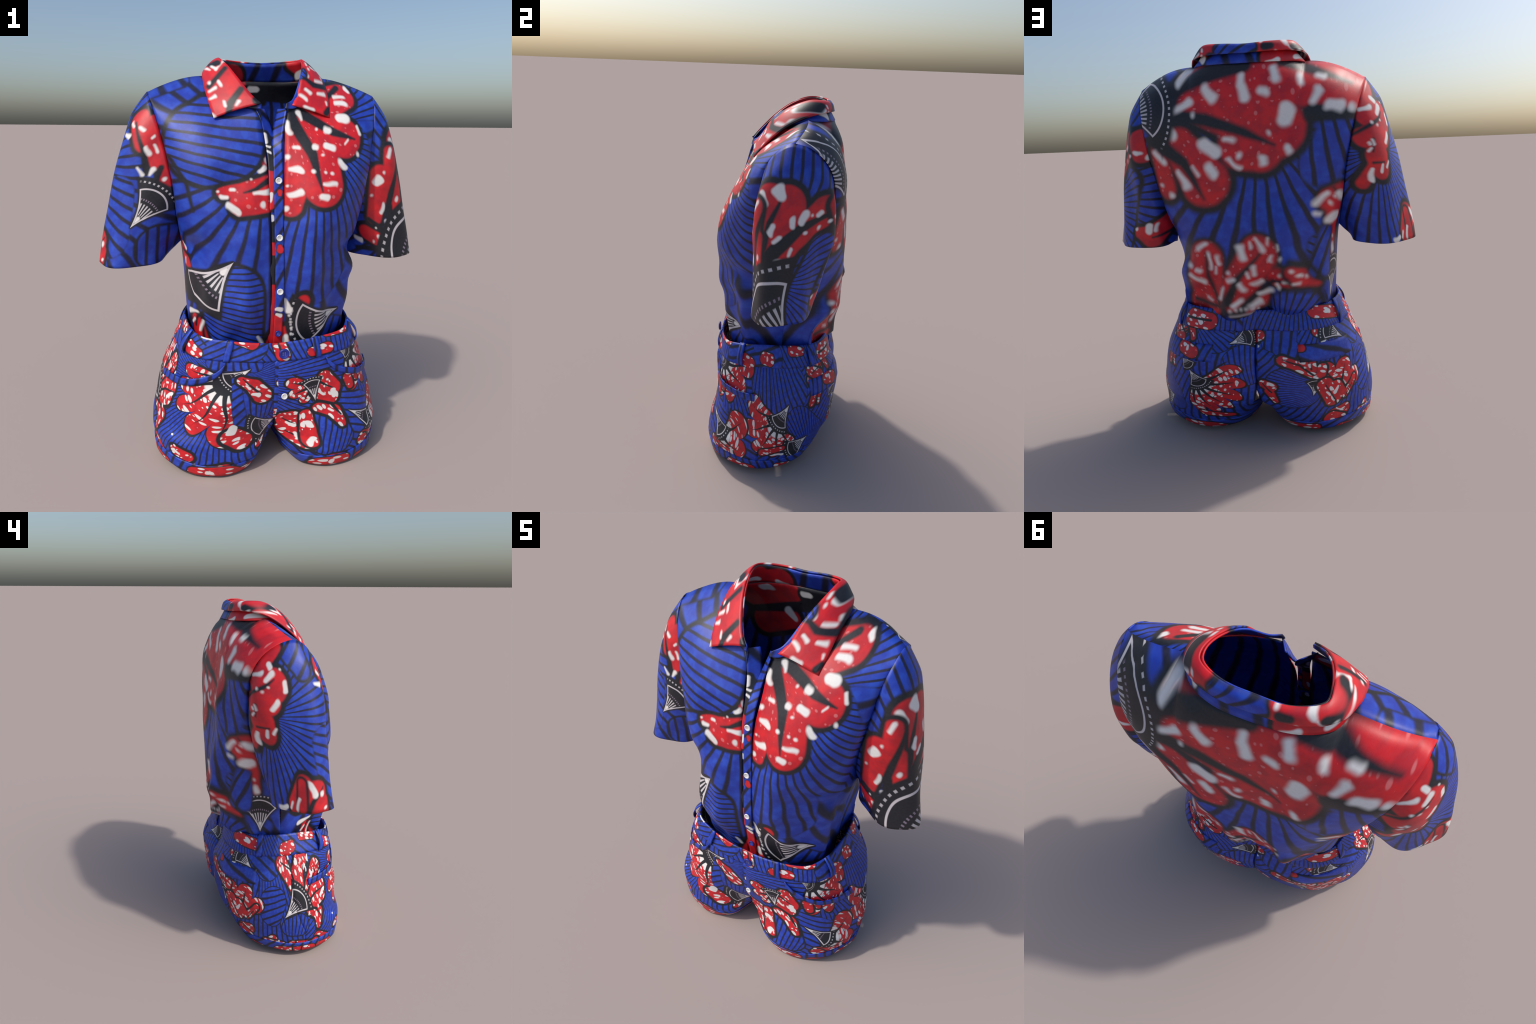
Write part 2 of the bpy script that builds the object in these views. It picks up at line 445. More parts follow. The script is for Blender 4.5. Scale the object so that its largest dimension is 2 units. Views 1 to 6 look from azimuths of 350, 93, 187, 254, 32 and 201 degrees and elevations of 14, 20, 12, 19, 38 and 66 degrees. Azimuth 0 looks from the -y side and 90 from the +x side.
def build_shorts():
    root = empty("shorts", "blue and red wax print short trousers with belt loops", "shorts")
    nr = 60
    for side in (1, -1):
        zs = [.0 + .72 * i / (nr - 1) for i in range(nr)]
        N = NOUT + NIN
        full = [[hip(side, j, z) for j in range(N)] for z in zs]
        half = NOUT // 2
        # front panel: inner thigh front half + front seam + outside; back panel: the rest
        jf = list(range(NOUT + NIN // 2, N)) + list(range(0, half + 1))
        jb = list(range(half, NOUT + NIN // 2 + 1))
        for nm, js in (("front_panel", jf), ("back_panel", jb)):
            rows = [[full[i][j] for j in js] for i in range(nr)]
            def keep(i, c, js=js):
                a, b = js[c], js[c + 1]
                inner = a >= NOUT and b >= NOUT or (a >= NOUT and b == 0)
                if not inner: return True
                y = (full[i][a][1] + full[i][b][1]) / 2
                return zs[i + 1] <= .13 + 1.0 * y * y + 1e-6
            grid_mesh(nm, rows, "shorts_" + nm.split("_")[0] + ("_left" if side > 0 else "_right"), root, flip=side < 0, keep=keep, thick=.006)
        # turned-up hem band round each leg
        rows = hip_strip(side, 0, N - 1, 0, 0, nz_=6, off=.002, z0f=lambda j: -.0, z1f=lambda j: .062)
        rows = [[p + np.array((0, 0, 0)) for p in r] for r in rows]
        grid_mesh("hem_band", rows, "shorts_hem", root, wrap=True, flip=side < 0, thick=.006, offset=-.5)
    # waistband: one loop
    def loop(z0, z1, n, off):
        rows = []
        for i in range(n):
            z = z0 + (z1 - z0) * i / (n - 1)
            o = off
            rows.append([hip(1, j, z, o) for j in range(0, NOUT + 1)] + [hip(-1, j, z, o) for j in range(NOUT - 1, 0, -1)])
        return rows
    grid_mesh("waistband", loop(.612, .722, 9, .003), "waistband", root, wrap=True, thick=.006)
    # belt loops
    for side, j, lean in ((1, 10, .0), (-1, 12, .0), (1, 26, .012), (-1, 25, .012), (1, 47, .006), (-1, 45, .006), (1, 66, .0)):
        rows = []
        for i in range(11):
            k = i / 10
            z = .606 + .122 * k
            bow = .006 + lean * math.sin(math.pi * k) + .009 * math.sin(math.pi * k) ** .6
            if i in (0, 10): bow = .004
            a, b = hip(side, j, z, bow), hip(side, j + 2, z, bow)
            c = (a + b) / 2; e = (b - a); e = e / np.linalg.norm(e) * .016
            rows.append([c - e, c - e * .33, c + e * .33, c + e])
        grid_mesh("belt_loop", rows, "belt_loop", root, flip=side < 0, thick=.005)
    # front pockets: curved facing bands, standing a little off the hip
    for side in (1, -1):
        f = spline([(13, .60), (15, .545), (19, .505), (25, .480), (31, .475)])
        rows = []
        for i in range(40):
            t = i / 39
            a = f(t); t2 = f(min(t + .01, 1)) - f(max(t - .01, 0))
            row = []
            for k in range(4):
                w = .036 * k / 3
                jj, zz = a[0], a[1] - w
                j0 = int(math.floor(jj)); fr = jj - j0
                o = .004 + (.012 * math.sin(math.pi * t) if side > 0 else .003) * (1 - k / 3)
                row.append(hip(side, j0, zz, o) * (1 - fr) + hip(side, j0 + 1, zz, o) * fr)
            rows.append(row)
        grid_mesh("pocket_band", rows, "pocket_band", root, flip=side > 0, thick=.006)
    # fly: a doubled strip down the front seam
    rows = []
    for i in range(26):
        z = .25 + .365 * i / 25
        rows.append([hip(1, 0, z, .004) + np.array((dx, .002 * abs(dx) / .04, 0)) for dx in (-.012, 0, .012, .026, .040, .05)])
    grid_mesh("fly", rows, "fly", root, thick=.006)
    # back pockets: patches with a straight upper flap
    for side in (1, -1):
        rows = hip_strip(side, 46, 61, .46, .545, nz_=6, off=.003)
        grid_mesh("pocket_flap", rows, "pocket_flap", root, flip=side < 0, thick=.006)

    def front_y(x, z):                  # y of the shorts' front at x
        j = min(range(12), key=lambda k: abs(hip(1, k, z)[0] - x))
        return hip(1, j, z)[1]
    add_button("waist_button", (.049, front_y(.049, .665) - .016, .622), .026, "button_blue", root, tilt=.05)
    add_button("button", (.053, front_y(.053, .405) - .016, .405), .0155, "button_white", root, tilt=-.06)
    return root
# ------------------------------------------------------------------ the wax print: motifs placed in each panel's own flat coordinates
FRONT_PRINT = [
    ("fan", (-.029, 1.512), 36, None, .0095),
    ("fan", (.195, 1.655), 70, [(.1839, 1.5637, .1605, .1878, 1.0255, .1807), (.3461, 1.5629, .1432, .4516, 1.2747, .1491), (.3376, 1.8422, .1557, .5463, 1.7715, .0779)], .0014),
    ("fan", (-1.023, .952), 34, [(-.6971, 1.4363, .0467, -.6566, 1.263, .0545)], .0093),
    ("fan", (-.698, 2.435), 40, [(-.5459, 1.8069, .0223, -.3919, 1.886, .0446)], .0078),
    ("fan", (-.824, .953), 150, [(-.1886, .9095, .1406, -.1869, .6946, .1419)], .0183),
    ("fan", (.501, 1.133), 60, [(.2707, .7062, .0581, .3689, .6882, .0418)], .009),
    ("red", [(.1481, .8643, .0313, .1339, .8049, .0313), (.0776, .6434, .0906, .0447, .5679, .0975)], .0284, None),
    ("white", [(-.0506, .6518, .0065, -.0659, .6846, .0091), (.035, .7869, .0065, .0398, .8175, .0103)]),
    ("pod", (.3577, .7823), (.1174, .728), 31, 1.2),
    ("white", [(.0614, .8714, .0127, .0764, .8161, .0218), (.0713, .6716, .0171, .0755, .643, .0198), (.0893, .7519, .0065, .0893, .7519, .0065), (.0839, .7881, .0058, .0839, .7881, .0058), (.0946, .7155, .0059, .0946, .7155, .0059), (.0992, .6866, .0059, .0992, .6866, .0059)]),
    ("red", [(.2101, 1.7513, .0877, .3882, 1.8094, .0603), (.1732, 1.6561, .1064, .3451, 1.6165, .0903), (.1886, 1.6031, .102, .2271, 1.4082, .0945), (.1159, 1.5634, .0904, .0791, 1.3162, .0478), (.0809, 1.6556, .0421, .0626, 1.4258, .0632), (.0355, 1.4255, .0492, -.0632, 1.394, .0406), (-.0632, 1.394, .0406, -.2278, 1.3788, .0282), (-.0152, 1.3396, .0476, -.1465, 1.3264, .0524), (-.0016, 1.6557, .0403, -.007, 1.5272, .047)], .0237, (.0939, 1.7422)),
    ("fan", (-1.393, 1.792), 158, [(-.2288, 1.6149, .1938, -.2965, 1.589, .1784)], .0219),
    ("black", [(.0164, 1.7449, .0409, .0935, 1.7355, .0427), (.0858, 1.7287, .0298, .1823, 1.5507, .0251), (.1823, 1.5507, .0251, .2181, 1.3825, .0034), (.1165, 1.7426, .0258, .1803, 1.7099, .0244), (.1803, 1.7099, .0244, .2967, 1.6433, .0202), (.2967, 1.6433, .0202, .4036, 1.611, .0044), (.2231, 1.7378, .0088, .3745, 1.8512, .0142), (-.1315, 1.3752, .0034, -.0772, 1.3911, .0095), (-.0772, 1.3911, .0095, -.011, 1.4345, .0149)]),
    ("white", [(.0769, 1.6821, .0155, .093, 1.6457, .0126), (.3441, 1.7048, .0221, .3696, 1.6995, .0236), (.2615, 1.6532, .0158, .2794, 1.6499, .0144), (.1001, 1.5745, .0097, .1238, 1.5746, .0098), (.1996, 1.5782, .014, .2131, 1.5736, .0126), (.2635, 1.5735, .0191, .2847, 1.5668, .0184), (.4242, 1.6677, .0089, .4348, 1.6368, .0103), (.4153, 1.5483, .0109, .4153, 1.5483, .0109), (.3125, 1.5138, .0155, .33, 1.4869, .0141), (.0831, 1.4836, .0096, .125, 1.4777, .0206), (.1876, 1.4697, .0117, .1876, 1.4697, .0117), (.2401, 1.466, .0076, .2401, 1.466, .0076), (.2729, 1.4575, .0097, .2729, 1.4575, .0097), (.2283, 1.421, .0069, .2832, 1.4098, .009), (.0696, 1.3676, .0123, .1205, 1.3758, .0163), (.2104, 1.3618, .015, .2384, 1.3573, .0164), (.0746, 1.5338, .0111, .0746, 1.5338, .0111), (.0612, 1.3088, .0137, .0612, 1.3088, .0137), (.4222, 1.8515, .0127, .4374, 1.838, .0111), (.3447, 1.803, .0076, .3968, 1.8014, .0085), (.3428, 1.7787, .0106, .3868, 1.7688, .0136), (.3496, 1.5896, .0058, .3668, 1.603, .0058), (.2329, 1.5343, .0063, .2329, 1.5343, .0063), (.1334, 1.7227, .0143, .1488, 1.6961, .0057), (.2097, 1.6563, .0071, .2097, 1.6563, .0071), (-.0042, 1.5286, .0143, -.0343, 1.5144, .0123), (-.0462, 1.4852, .0164, -.0605, 1.4756, .0122), (-.1869, 1.3864, .0094, -.1736, 1.3877, .0094), (-.2358, 1.3567, .0107, -.2058, 1.3496, .0094), (-.2074, 1.3178, .0147, -.1673, 1.2936, .0188), (-.0849, 1.3697, .0067, -.019, 1.3756, .0189), (-.0512, 1.3179, .0149, -.0512, 1.3179, .0149), (-.2514, 1.3794, .0067, -.2514, 1.3794, .0067), (-.0893, 1.4302, .0054, -.0893, 1.4302, .0054), (.0673, 1.4125, .0068, .0673, 1.4125, .0068)]),
    ("line", [(-.4577, 1.5303, .0098, -.3866, 1.4189, .0095), (-.3866, 1.4189, .0095, -.3575, 1.2939, .0068)]),
    ("black", [(-.4386, .8958, .0806, -.3354, .8786, .0519)]),
    ("red", [(-.3593, .7294, .0404, -.3383, .6481, .0475)], .0162, None),
    ("black", [(-.3643, .7062, .0081, -.3192, .7969, .0078), (-.3192, .7969, .0078, -.3126, .6535, .0067)]),
    ("white", [(-.4275, .7672, .015, -.3477, .786, .0093), (-.3724, .734, .0081, -.3937, .7138, .0082), (-.3173, .743, .0066, -.3267, .6798, .0067)]),
    ("red", [(-.5278, 1.1149, .0301, -.4017, 1.0009, .0294)], .009, None),
    ("white", [(-.468, 1.1221, .0073, -.446, 1.0935, .0103), (-.4556, 1.0406, .0089, -.452, 1.0207, .0089)]),
    ("black", [(-.5001, 1.0789, .006, -.3887, 1.0543, .0102)]),
    ("pod", (-.1852, 1.0684), (-.3651, .877), 27, 1.12),
]
BACK_PRINT = [
    ("fan", (-.034, 1.633), 36, None, .0106),
    ("fan", (-.24, 2.127), 60, [(-.4132, 1.5737, .0903, -.3301, 1.4119, .0974)], .0015),
    ("fan", (-.057, 1.189), 46, [(-.3242, 1.0217, .0653, -.4161, .7734, .0742)], .0078),
    ("fan", (-.112, .575), 40, [(-.1888, .7325, .0703, -.0721, .7184, .0539)], .0079),
    ("red", [(.1692, 1.8065, .0859, -.3081, 1.784, .1072), (-.3081, 1.784, .1072, -.5128, 1.7838, .1272), (-.4171, 1.8658, .0811, -.5384, 1.8128, .0492), (.2632, 1.7103, .0703, -.123, 1.5925, .1428), (.0281, 1.5197, .1134, -.053, 1.4985, .1053), (.3331, 1.5315, .0779, .2161, 1.3582, .1185), (.442, 1.5058, .0397, .4143, 1.3221, .0478), (.2933, 1.8168, .0481, .1586, 1.8738, .0476)], .0394, (.4585, 1.7141)),
    ("black", [(.3811, 1.6688, .0316, .2033, 1.6387, .0308), (.2033, 1.6387, .0308, .0264, 1.5773, .0228), (.0264, 1.5773, .0228, -.1212, 1.5139, .006), (.4552, 1.5509, .0398, .3137, 1.4497, .0264), (.3137, 1.4497, .0264, .2212, 1.2761, .0046), (.4111, 1.7712, .0485, .3001, 1.8094, .04), (.3001, 1.8094, .04, .1875, 1.8526, .0475), (.1875, 1.8526, .0475, .0219, 1.8838, .0393), (-.1547, 1.8868, .0235, -.2544, 1.8657, .0285), (-.2544, 1.8657, .0285, -.4751, 1.7828, .0079), (-.2996, 1.6484, .045, -.4999, 1.6395, .0225)]),
    ("white", [(.1993, 1.7826, .0218, .161, 1.7339, .0263), (.0321, 1.8218, .0202, .0128, 1.7308, .0276), (.3529, 1.682, .0142, .2829, 1.7224, .0267), (.401, 1.5929, .0237, .3611, 1.5802, .0266), (.2084, 1.5267, .0337, .1643, 1.4922, .0351), (.1935, 1.4239, .0214, .1681, 1.3864, .0228), (-.1684, 1.626, .0405, -.1841, 1.6677, .0421), (-.1816, 1.4975, .0222, -.1923, 1.4794, .0192), (-.0627, 1.4583, .0195, -.0617, 1.4329, .018), (.1093, 1.5446, .0122, .0795, 1.5434, .0122), (-.0611, 1.7588, .0183, -.087, 1.7503, .0198), (-.1161, 1.8574, .0202, -.1352, 1.8121, .0245), (-.2429, 1.8124, .0185, -.2502, 1.7865, .0168), (-.3259, 1.8152, .0139, -.3513, 1.8131, .0155), (-.3005, 1.705, .0181, -.3238, 1.7506, .0213), (-.3754, 1.6811, .0287, -.422, 1.6761, .0318), (-.48, 1.6712, .0199, -.48, 1.6712, .0199), (.34, 1.8082, .0177, .3005, 1.8679, .0197), (.4554, 1.5062, .0127, .4221, 1.4527, .019), (.3903, 1.2913, .0159, .3903, 1.2913, .0159), (.3467, 1.3984, .014, .3063, 1.3338, .0217), (.0974, 1.457, .0106, .047, 1.4186, .0106), (.2676, 1.4188, .0062, .2459, 1.3886, .0077), (.4415, 1.3373, .0096, .4415, 1.3373, .0096), (.0446, 1.4768, .0151, .0446, 1.4768, .0151), (-.0922, 1.5653, .009, -.0922, 1.5653, .009), (.256, 1.6628, .0093, .256, 1.6628, .0093)]),
    ("pod", (.6419, 1.6702), (.4034, 1.7292), 46, 1.2),
    ("red", [(.2384, .9832, .0878, .2546, .8149, .091), (.3191, .7347, .0566, .234, .7244, .0459), (-.024, 1.0065, .0915, .085, .8326, .083), (-.1111, .8909, .0492, -.2366, .8833, .0498), (.0769, .7557, .0756, -.0072, .7752, .0538)], .0221, (.0769, .6103)),
    ("fan", (-.106, .563), 40, [(-.1458, .7314, .0789, -.2303, .7191, .0754)], .0149),
    ("black", [(.233, 1.0109, .0052, .234, .895, .0115), (.234, .895, .0115, .1905, .7368, .0091), (-.0351, 1.0087, .0068, .0809, .8878, .0174), (.0809, .8878, .0174, .1455, .7608, .0267), (-.2567, .8673, .0035, -.0858, .8677, .013), (-.0858, .8677, .013, .0367, .7565, .0224), (.0367, .7565, .0224, .0793, .7097, .0268), (.3391, .7467, .0123, .1909, .732, .01)]),
    ("white", [(.2784, 1.0303, .0115, .2361, 1.0553, .0131), (.2173, 1.0024, .0113, .2169, .9383, .007), (.1737, .9949, .0087, .1693, .9637, .0113), (.1906, .9489, .0044, .1922, .9122, .0053), (.3294, .9476, .0153, .3294, .9476, .0153), (.2892, .9282, .0107, .2695, .9191, .0124), (.3224, .8918, .0108, .2679, .8633, .018), (.0656, 1.0459, .0188, .0537, .9887, .0189), (-.0192, 1.0843, .0076, -.0449, 1.0285, .0119), (.0174, 1.0621, .006, .0095, 1.0449, .0077), (-.0871, 1.0029, .0068, -.0815, .9806, .0085), (.0055, .9449, .0103, -.0024, .9078, .0104), (.0348, .9123, .0086, .0279, .891, .0078), (.0139, .8491, .0097, -.0374, .8697, .0113), (.0769, .8533, .0139, .0568, .817, .015), (-.0134, .7887, .0152, -.0707, .8184, .0159), (-.124, .9032, .011, -.1671, .9147, .0118), (-.2108, .9207, .0077, -.2269, .9336, .0077), (-.2353, .8549, .0148, -.2353, .8549, .0148), (-.144, .8609, .0086, -.1701, .8632, .0086), (-.1066, .8491, .0095, -.1141, .8298, .0096), (.1092, .7348, .0151, .0805, .7613, .0151), (.0324, .7267, .0153, -.0094, .7497, .0171), (.1292, .8717, .0096, .1108, .8829, .0104), (.187, .7755, .0099, .1596, .8316, .0079), (-.0786, 1.0814, .0042, -.0683, 1.0552, .0034), (-.1137, 1.0477, .0034, -.1172, 1.0304, .0042), (-.1286, .9842, .0067, -.1286, .9842, .0067), (.1268, .9139, .0078, .1268, .9139, .0078), (.2522, .7663, .0055, .2313, .758, .0037)]),
    ("black", [(.1226, .6957, .0224, .0369, .6458, .0277)]),
    ("line", [(.1323, .6862, .004, .0077, .6854, .0041), (.0077, .6854, .0041, -.0154, .6305, .0042)]),
    ("white", [(.1308, .7075, .004, .1308, .7075, .004), (.1041, .7112, .004, .1041, .7112, .004), (.0792, .712, .0045, .0792, .712, .0045), (.0552, .7113, .0045, .0552, .7113, .0045), (.031, .7102, .0045, .031, .7102, .0045), (.0065, .7071, .0045, .0065, .7071, .0045)]),
    ("red", [(-.3625, 1.2534, .0493, -.4267, 1.2842, .0434), (-.3936, 1.2101, .0441, -.3907, 1.1011, .0381), (-.3907, 1.1011, .0381, -.4006, .995, .0299)], .0245, None),
    ("black", [(-.3866, 1.3077, .005, -.4175, 1.2694, .0117), (-.4175, 1.2694, .0117, -.4566, 1.1932, .017)]),
    ("white", [(-.3029, 1.2339, .0139, -.3627, 1.2776, .0152), (-.4148, 1.2779, .0184, -.4278, 1.2657, .0234), (-.2992, 1.187, .0122, -.3205, 1.1833, .0087), (-.364, 1.1471, .0259, -.3915, 1.1669, .0308), (-.3939, 1.0093, .0211, -.4038, .9951, .0194), (-.371, 1.2328, .0085, -.371, 1.2328, .0085), (-.4006, 1.2663, .0067, -.4006, 1.2663, .0067), (-.3926, 1.0627, .0078, -.3926, 1.0627, .0078)]),
    ("pod", (-.415, .7375), (-.4256, .9421), 34, 1.15),
    ("red", [(-.1835, .9169, .0315, -.2257, .882, .0424), (-.2257, .882, .0424, -.2961, .8393, .0201)], .0222, None),
    ("white", [(-.1876, .9284, .0111, -.1876, .9284, .0111), (-.2236, .8866, .0074, -.2236, .8866, .0074), (-.1847, .8473, .0075, -.2144, .8473, .0056), (-.2454, .8779, .0073, -.2454, .8779, .0073), (-.2145, .8933, .0129, -.2145, .8933, .0129)]),
    ("fan", (-.476, 1.359), 50, [(-.3469, 1.0957, .0261, -.3194, .9178, .0538)], .0122),
    ("black", [(-.1752, .9736, .0129, -.2679, .9401, .0127), (-.2679, .9401, .0127, -.3323, .8523, .0126)]),
]
LEFT_SLEEVE_PRINT = [
    ("fan", (.001, 1.28), 50, None, .0102),
    ("fan", (.291, 1.229), 56, [(-.1716, 1.3266, .0982, -.0604, 1.1147, .113)], .006),
    ("red", [(.0984, 1.5733, .0804, .1061, 1.3351, .0738), (.0232, 1.5591, .0944, .0512, 1.4088, .0802), (-.17, 1.5311, .0746, -.0155, 1.4116, .0583), (-.0155, 1.4116, .0583, .0557, 1.292, .0441), (.1423, 1.3618, .0447, .1622, 1.2345, .0379)], .0298, None),
    ("fan", (.105, 1.232), 62, [(-.1945, 1.3531, .0721, -.1386, 1.1806, .0986), (-.1386, 1.1806, .0986, -.1206, 1.0528, .0995)], .0228),
    ("black", [(.0462, 1.5997, .0058, .0917, 1.4823, .0146), (.0917, 1.4823, .0146, .1089, 1.3711, .0162), (-.2005, 1.5197, .0105, -.0568, 1.4644, .0234), (-.0568, 1.4644, .0234, .0546, 1.3652, .0336), (.0546, 1.3652, .0336, .1629, 1.2114, .038)]),
    ("white", [(.1458, 1.5933, .0266, .1262, 1.5619, .0279), (.0688, 1.6325, .0321, .0499, 1.5994, .0262), (-.0175, 1.476, .016, -.0205, 1.5043, .0175), (-.0648, 1.4963, .0161, -.0774, 1.5244, .019), (-.1371, 1.5198, .0118, -.1547, 1.5327, .0119), (.0836, 1.4408, .0161, .076, 1.4738, .016), (.0656, 1.4074, .0102, .0421, 1.4275, .0116), (.1392, 1.4512, .0133, .1392, 1.4512, .0133), (.1163, 1.3984, .0118, .1163, 1.3984, .0118), (-.0773, 1.4413, .011, -.0773, 1.4413, .011), (-.1564, 1.4584, .0104, -.1564, 1.4584, .0104), (-.2138, 1.495, .0091, -.2138, 1.495, .0091), (-.2187, 1.5366, .0121, -.2187, 1.5366, .0121), (-.0082, 1.3386, .0088, -.0245, 1.368, .0102), (.0742, 1.2535, .0147, .0388, 1.3076, .0249), (.1622, 1.2345, .0076, .1429, 1.2943, .009), (.1812, 1.5716, .0075, .1812, 1.5716, .0075), (-.1069, 1.5225, .0059, -.1069, 1.5225, .0059)]),
    ("red", [(.237, 1.4273, .0577, .3113, 1.224, .0388), (.1656, 1.5428, .035, .1975, 1.3349, .0548), (.1516, 1.411, .0313, .1558, 1.2554, .0319), (.3797, 1.1416, .0393, .2832, 1.09, .0356)], .0222, None),
    ("black", [(.1248, 1.5118, .0095, .2068, 1.2969, .0204), (.2068, 1.2969, .0204, .2264, 1.1499, .0317), (.3451, 1.2154, .0109, .2244, 1.1105, .0271), (.4708, 1.0543, .0112, .2488, 1.061, .0207)]),
    ("white", [(.2731, 1.3942, .0169, .2507, 1.4164, .02), (.163, 1.5645, .0125, .1928, 1.5216, .0077), (.2205, 1.449, .0062, .2205, 1.449, .0062), (.2671, 1.2541, .0109, .2456, 1.2914, .0125), (.2447, 1.2062, .0094, .2312, 1.1739, .0174), (.1556, 1.3175, .0143, .1556, 1.3175, .0143), (.1571, 1.2399, .0112, .1112, 1.2824, .0193), (.4625, 1.1119, .0112, .4348, 1.0992, .0159), (.3098, 1.1178, .011, .2811, 1.102, .0174), (.3457, 1.0958, .0063, .3457, 1.0958, .0063), (.3131, 1.1693, .0062, .3131, 1.1693, .0062), (.3079, 1.3309, .0061, .3079, 1.3309, .0061)]),
    ("pod", (-.0702, .9106), (.1903, 1.1596), 38, 1.2),
    ("red", [(-.24, 1.5623, .0493, -.2676, 1.5006, .0491)], .0256, None),
    ("white", [(-.2891, 1.4844, .0196, -.2891, 1.4844, .0196), (-.2379, 1.5021, .0148, -.2492, 1.5053, .0098), (-.2048, 1.4799, .0117, -.2048, 1.4799, .0117)]),
    ("red", [(-.2697, 1.0941, .0293, -.3506, 1.0787, .0593), (-.3506, 1.0787, .0593, -.4315, 1.1427, .0513)], .0248, None),
    ("white", [(-.3267, 1.1312, .0219, -.3332, 1.1053, .022), (-.3663, 1.1356, .0118, -.369, 1.1104, .0118), (-.2544, 1.1191, .012, -.2544, 1.1191, .012)]),
    ("black", [(-.3517, 1.07, .0051, -.4733, 1.1022, .0104)]),
]
RIGHT_SLEEVE_PRINT = [
    ("fan", (-.207, 1.47), 48, None, .0107),
    ("fan", (.442, 2.17), 60, [(-.0063, 1.775, .0854, .027, 1.691, .0461)], .0155),
    ("fan", (-.513, 1.594), 90, [(.1242, 1.3517, .0871, .1393, 1.1415, .0879)], .0015),
    ("fan", (.118, 1.906), 90, [(.367, 1.1081, .0948, .4412, 1.1051, .0962)], .0146),
    ("red", [(.1595, 1.6909, .0476, .2174, 1.5983, .0533), (.2362, 1.6647, .05, .2839, 1.5182, .0425), (.3115, 1.5583, .0426, .353, 1.4227, .0355)], .0208, None),
    ("black", [(.145, 1.6775, .0051, .2124, 1.5584, .0114), (.2124, 1.5584, .0114, .2524, 1.4576, .0199), (.3116, 1.4778, .0142, .3021, 1.4237, .0142)]),
    ("white", [(.0939, 1.6301, .0102, .1262, 1.6172, .013), (.1771, 1.661, .0093, .1909, 1.6478, .0093), (.1226, 1.6774, .0065, .1397, 1.6608, .0079), (.2302, 1.5651, .0085, .244, 1.5316, .0128), (.27, 1.5716, .0071, .2815, 1.5449, .0092), (.2502, 1.6083, .0085, .2597, 1.6183, .0085), (.2098, 1.478, .0057, .2319, 1.4441, .0107), (.268, 1.4408, .0071, .2827, 1.4712, .0142), (.3348, 1.4231, .0128, .3348, 1.4231, .0128), (.3596, 1.3708, .01, .3596, 1.3708, .01)]),
    ("pod", (.2227, 1.1991), (.3329, 1.3649), 30, 1.2),
    ("red", [(-.1197, 1.7893, .0257, -.1949, 1.7361, .0467), (-.2118, 1.6421, .0696, -.1502, 1.6184, .0855), (-.262, 1.5307, .047, -.182, 1.5434, .0727), (-.2159, 1.441, .0619, -.2114, 1.3831, .0559), (-.2485, 1.4014, .0233, -.3137, 1.3157, .0241)], .0272, None),
    ("black", [(-.3184, 1.5402, .0064, -.1833, 1.6092, .01), (-.1833, 1.6092, .01, -.1326, 1.6479, .0031), (-.2274, 1.5224, .0061, -.2415, 1.4633, .0047), (-.2509, 1.4111, .0063, -.1864, 1.4099, .0046)]),
    ("white", [(-.1678, 1.7095, .017, -.1548, 1.6928, .0169), (-.169, 1.6427, .0138, -.1396, 1.6656, .0168), (-.0783, 1.6346, .0152, -.0764, 1.5912, .0168), (-.2024, 1.6704, .0122, -.2589, 1.6576, .011), (-.1477, 1.5047, .0122, -.1233, 1.5428, .0168), (-.2605, 1.3776, .0094, -.2746, 1.331, .0127), (-.2002, 1.3965, .0108, -.2078, 1.3639, .0124), (-.1536, 1.4168, .0061, -.168, 1.3845, .0077), (-.2364, 1.5249, .0047, -.229, 1.4962, .0054), (-.2482, 1.5148, .0054, -.2434, 1.5036, .0062), (-.2428, 1.4812, .0062, -.2541, 1.472, .0063), (-.1005, 1.6915, .0061, -.1005, 1.6915, .0061), (-.1637, 1.6047, .0069, -.1637, 1.6047, .0069), (-.214, 1.5987, .0077, -.214, 1.5987, .0077), (-.192, 1.5866, .0046, -.192, 1.5866, .0046)]),
    ("red", [(-.0276, 1.164, .0403, -.0833, 1.0494, .0549), (.037, 1.1224, .0581, .0234, 1.0456, .0507), (.076, 1.0751, .0314, .0834, 1.0262, .0237)], .0242, None),
    ("black", [(.0757, 1.1454, .0039, .0139, 1.0771, .0116), (.0139, 1.0771, .0116, -.0098, 1.0251, .0125)]),
    ("white", [(.0065, 1.1568, .017, .0242, 1.1118, .0201), (-.2066, 1.0246, .0207, -.1609, 1.0355, .0158), (.0665, 1.1168, .0141, .0665, 1.1168, .0141), (-.1066, 1.0542, .0079, -.1244, 1.028, .0079), (.0852, 1.0414, .0111, .0852, 1.0414, .0111)]),
    ("red", [(-.0377, 1.1619, .0209, -.0486, 1.0381, .0253)], .0141, None),
    ("white", [(-.0617, 1.0815, .0084, -.0737, 1.0326, .0101)]),
]
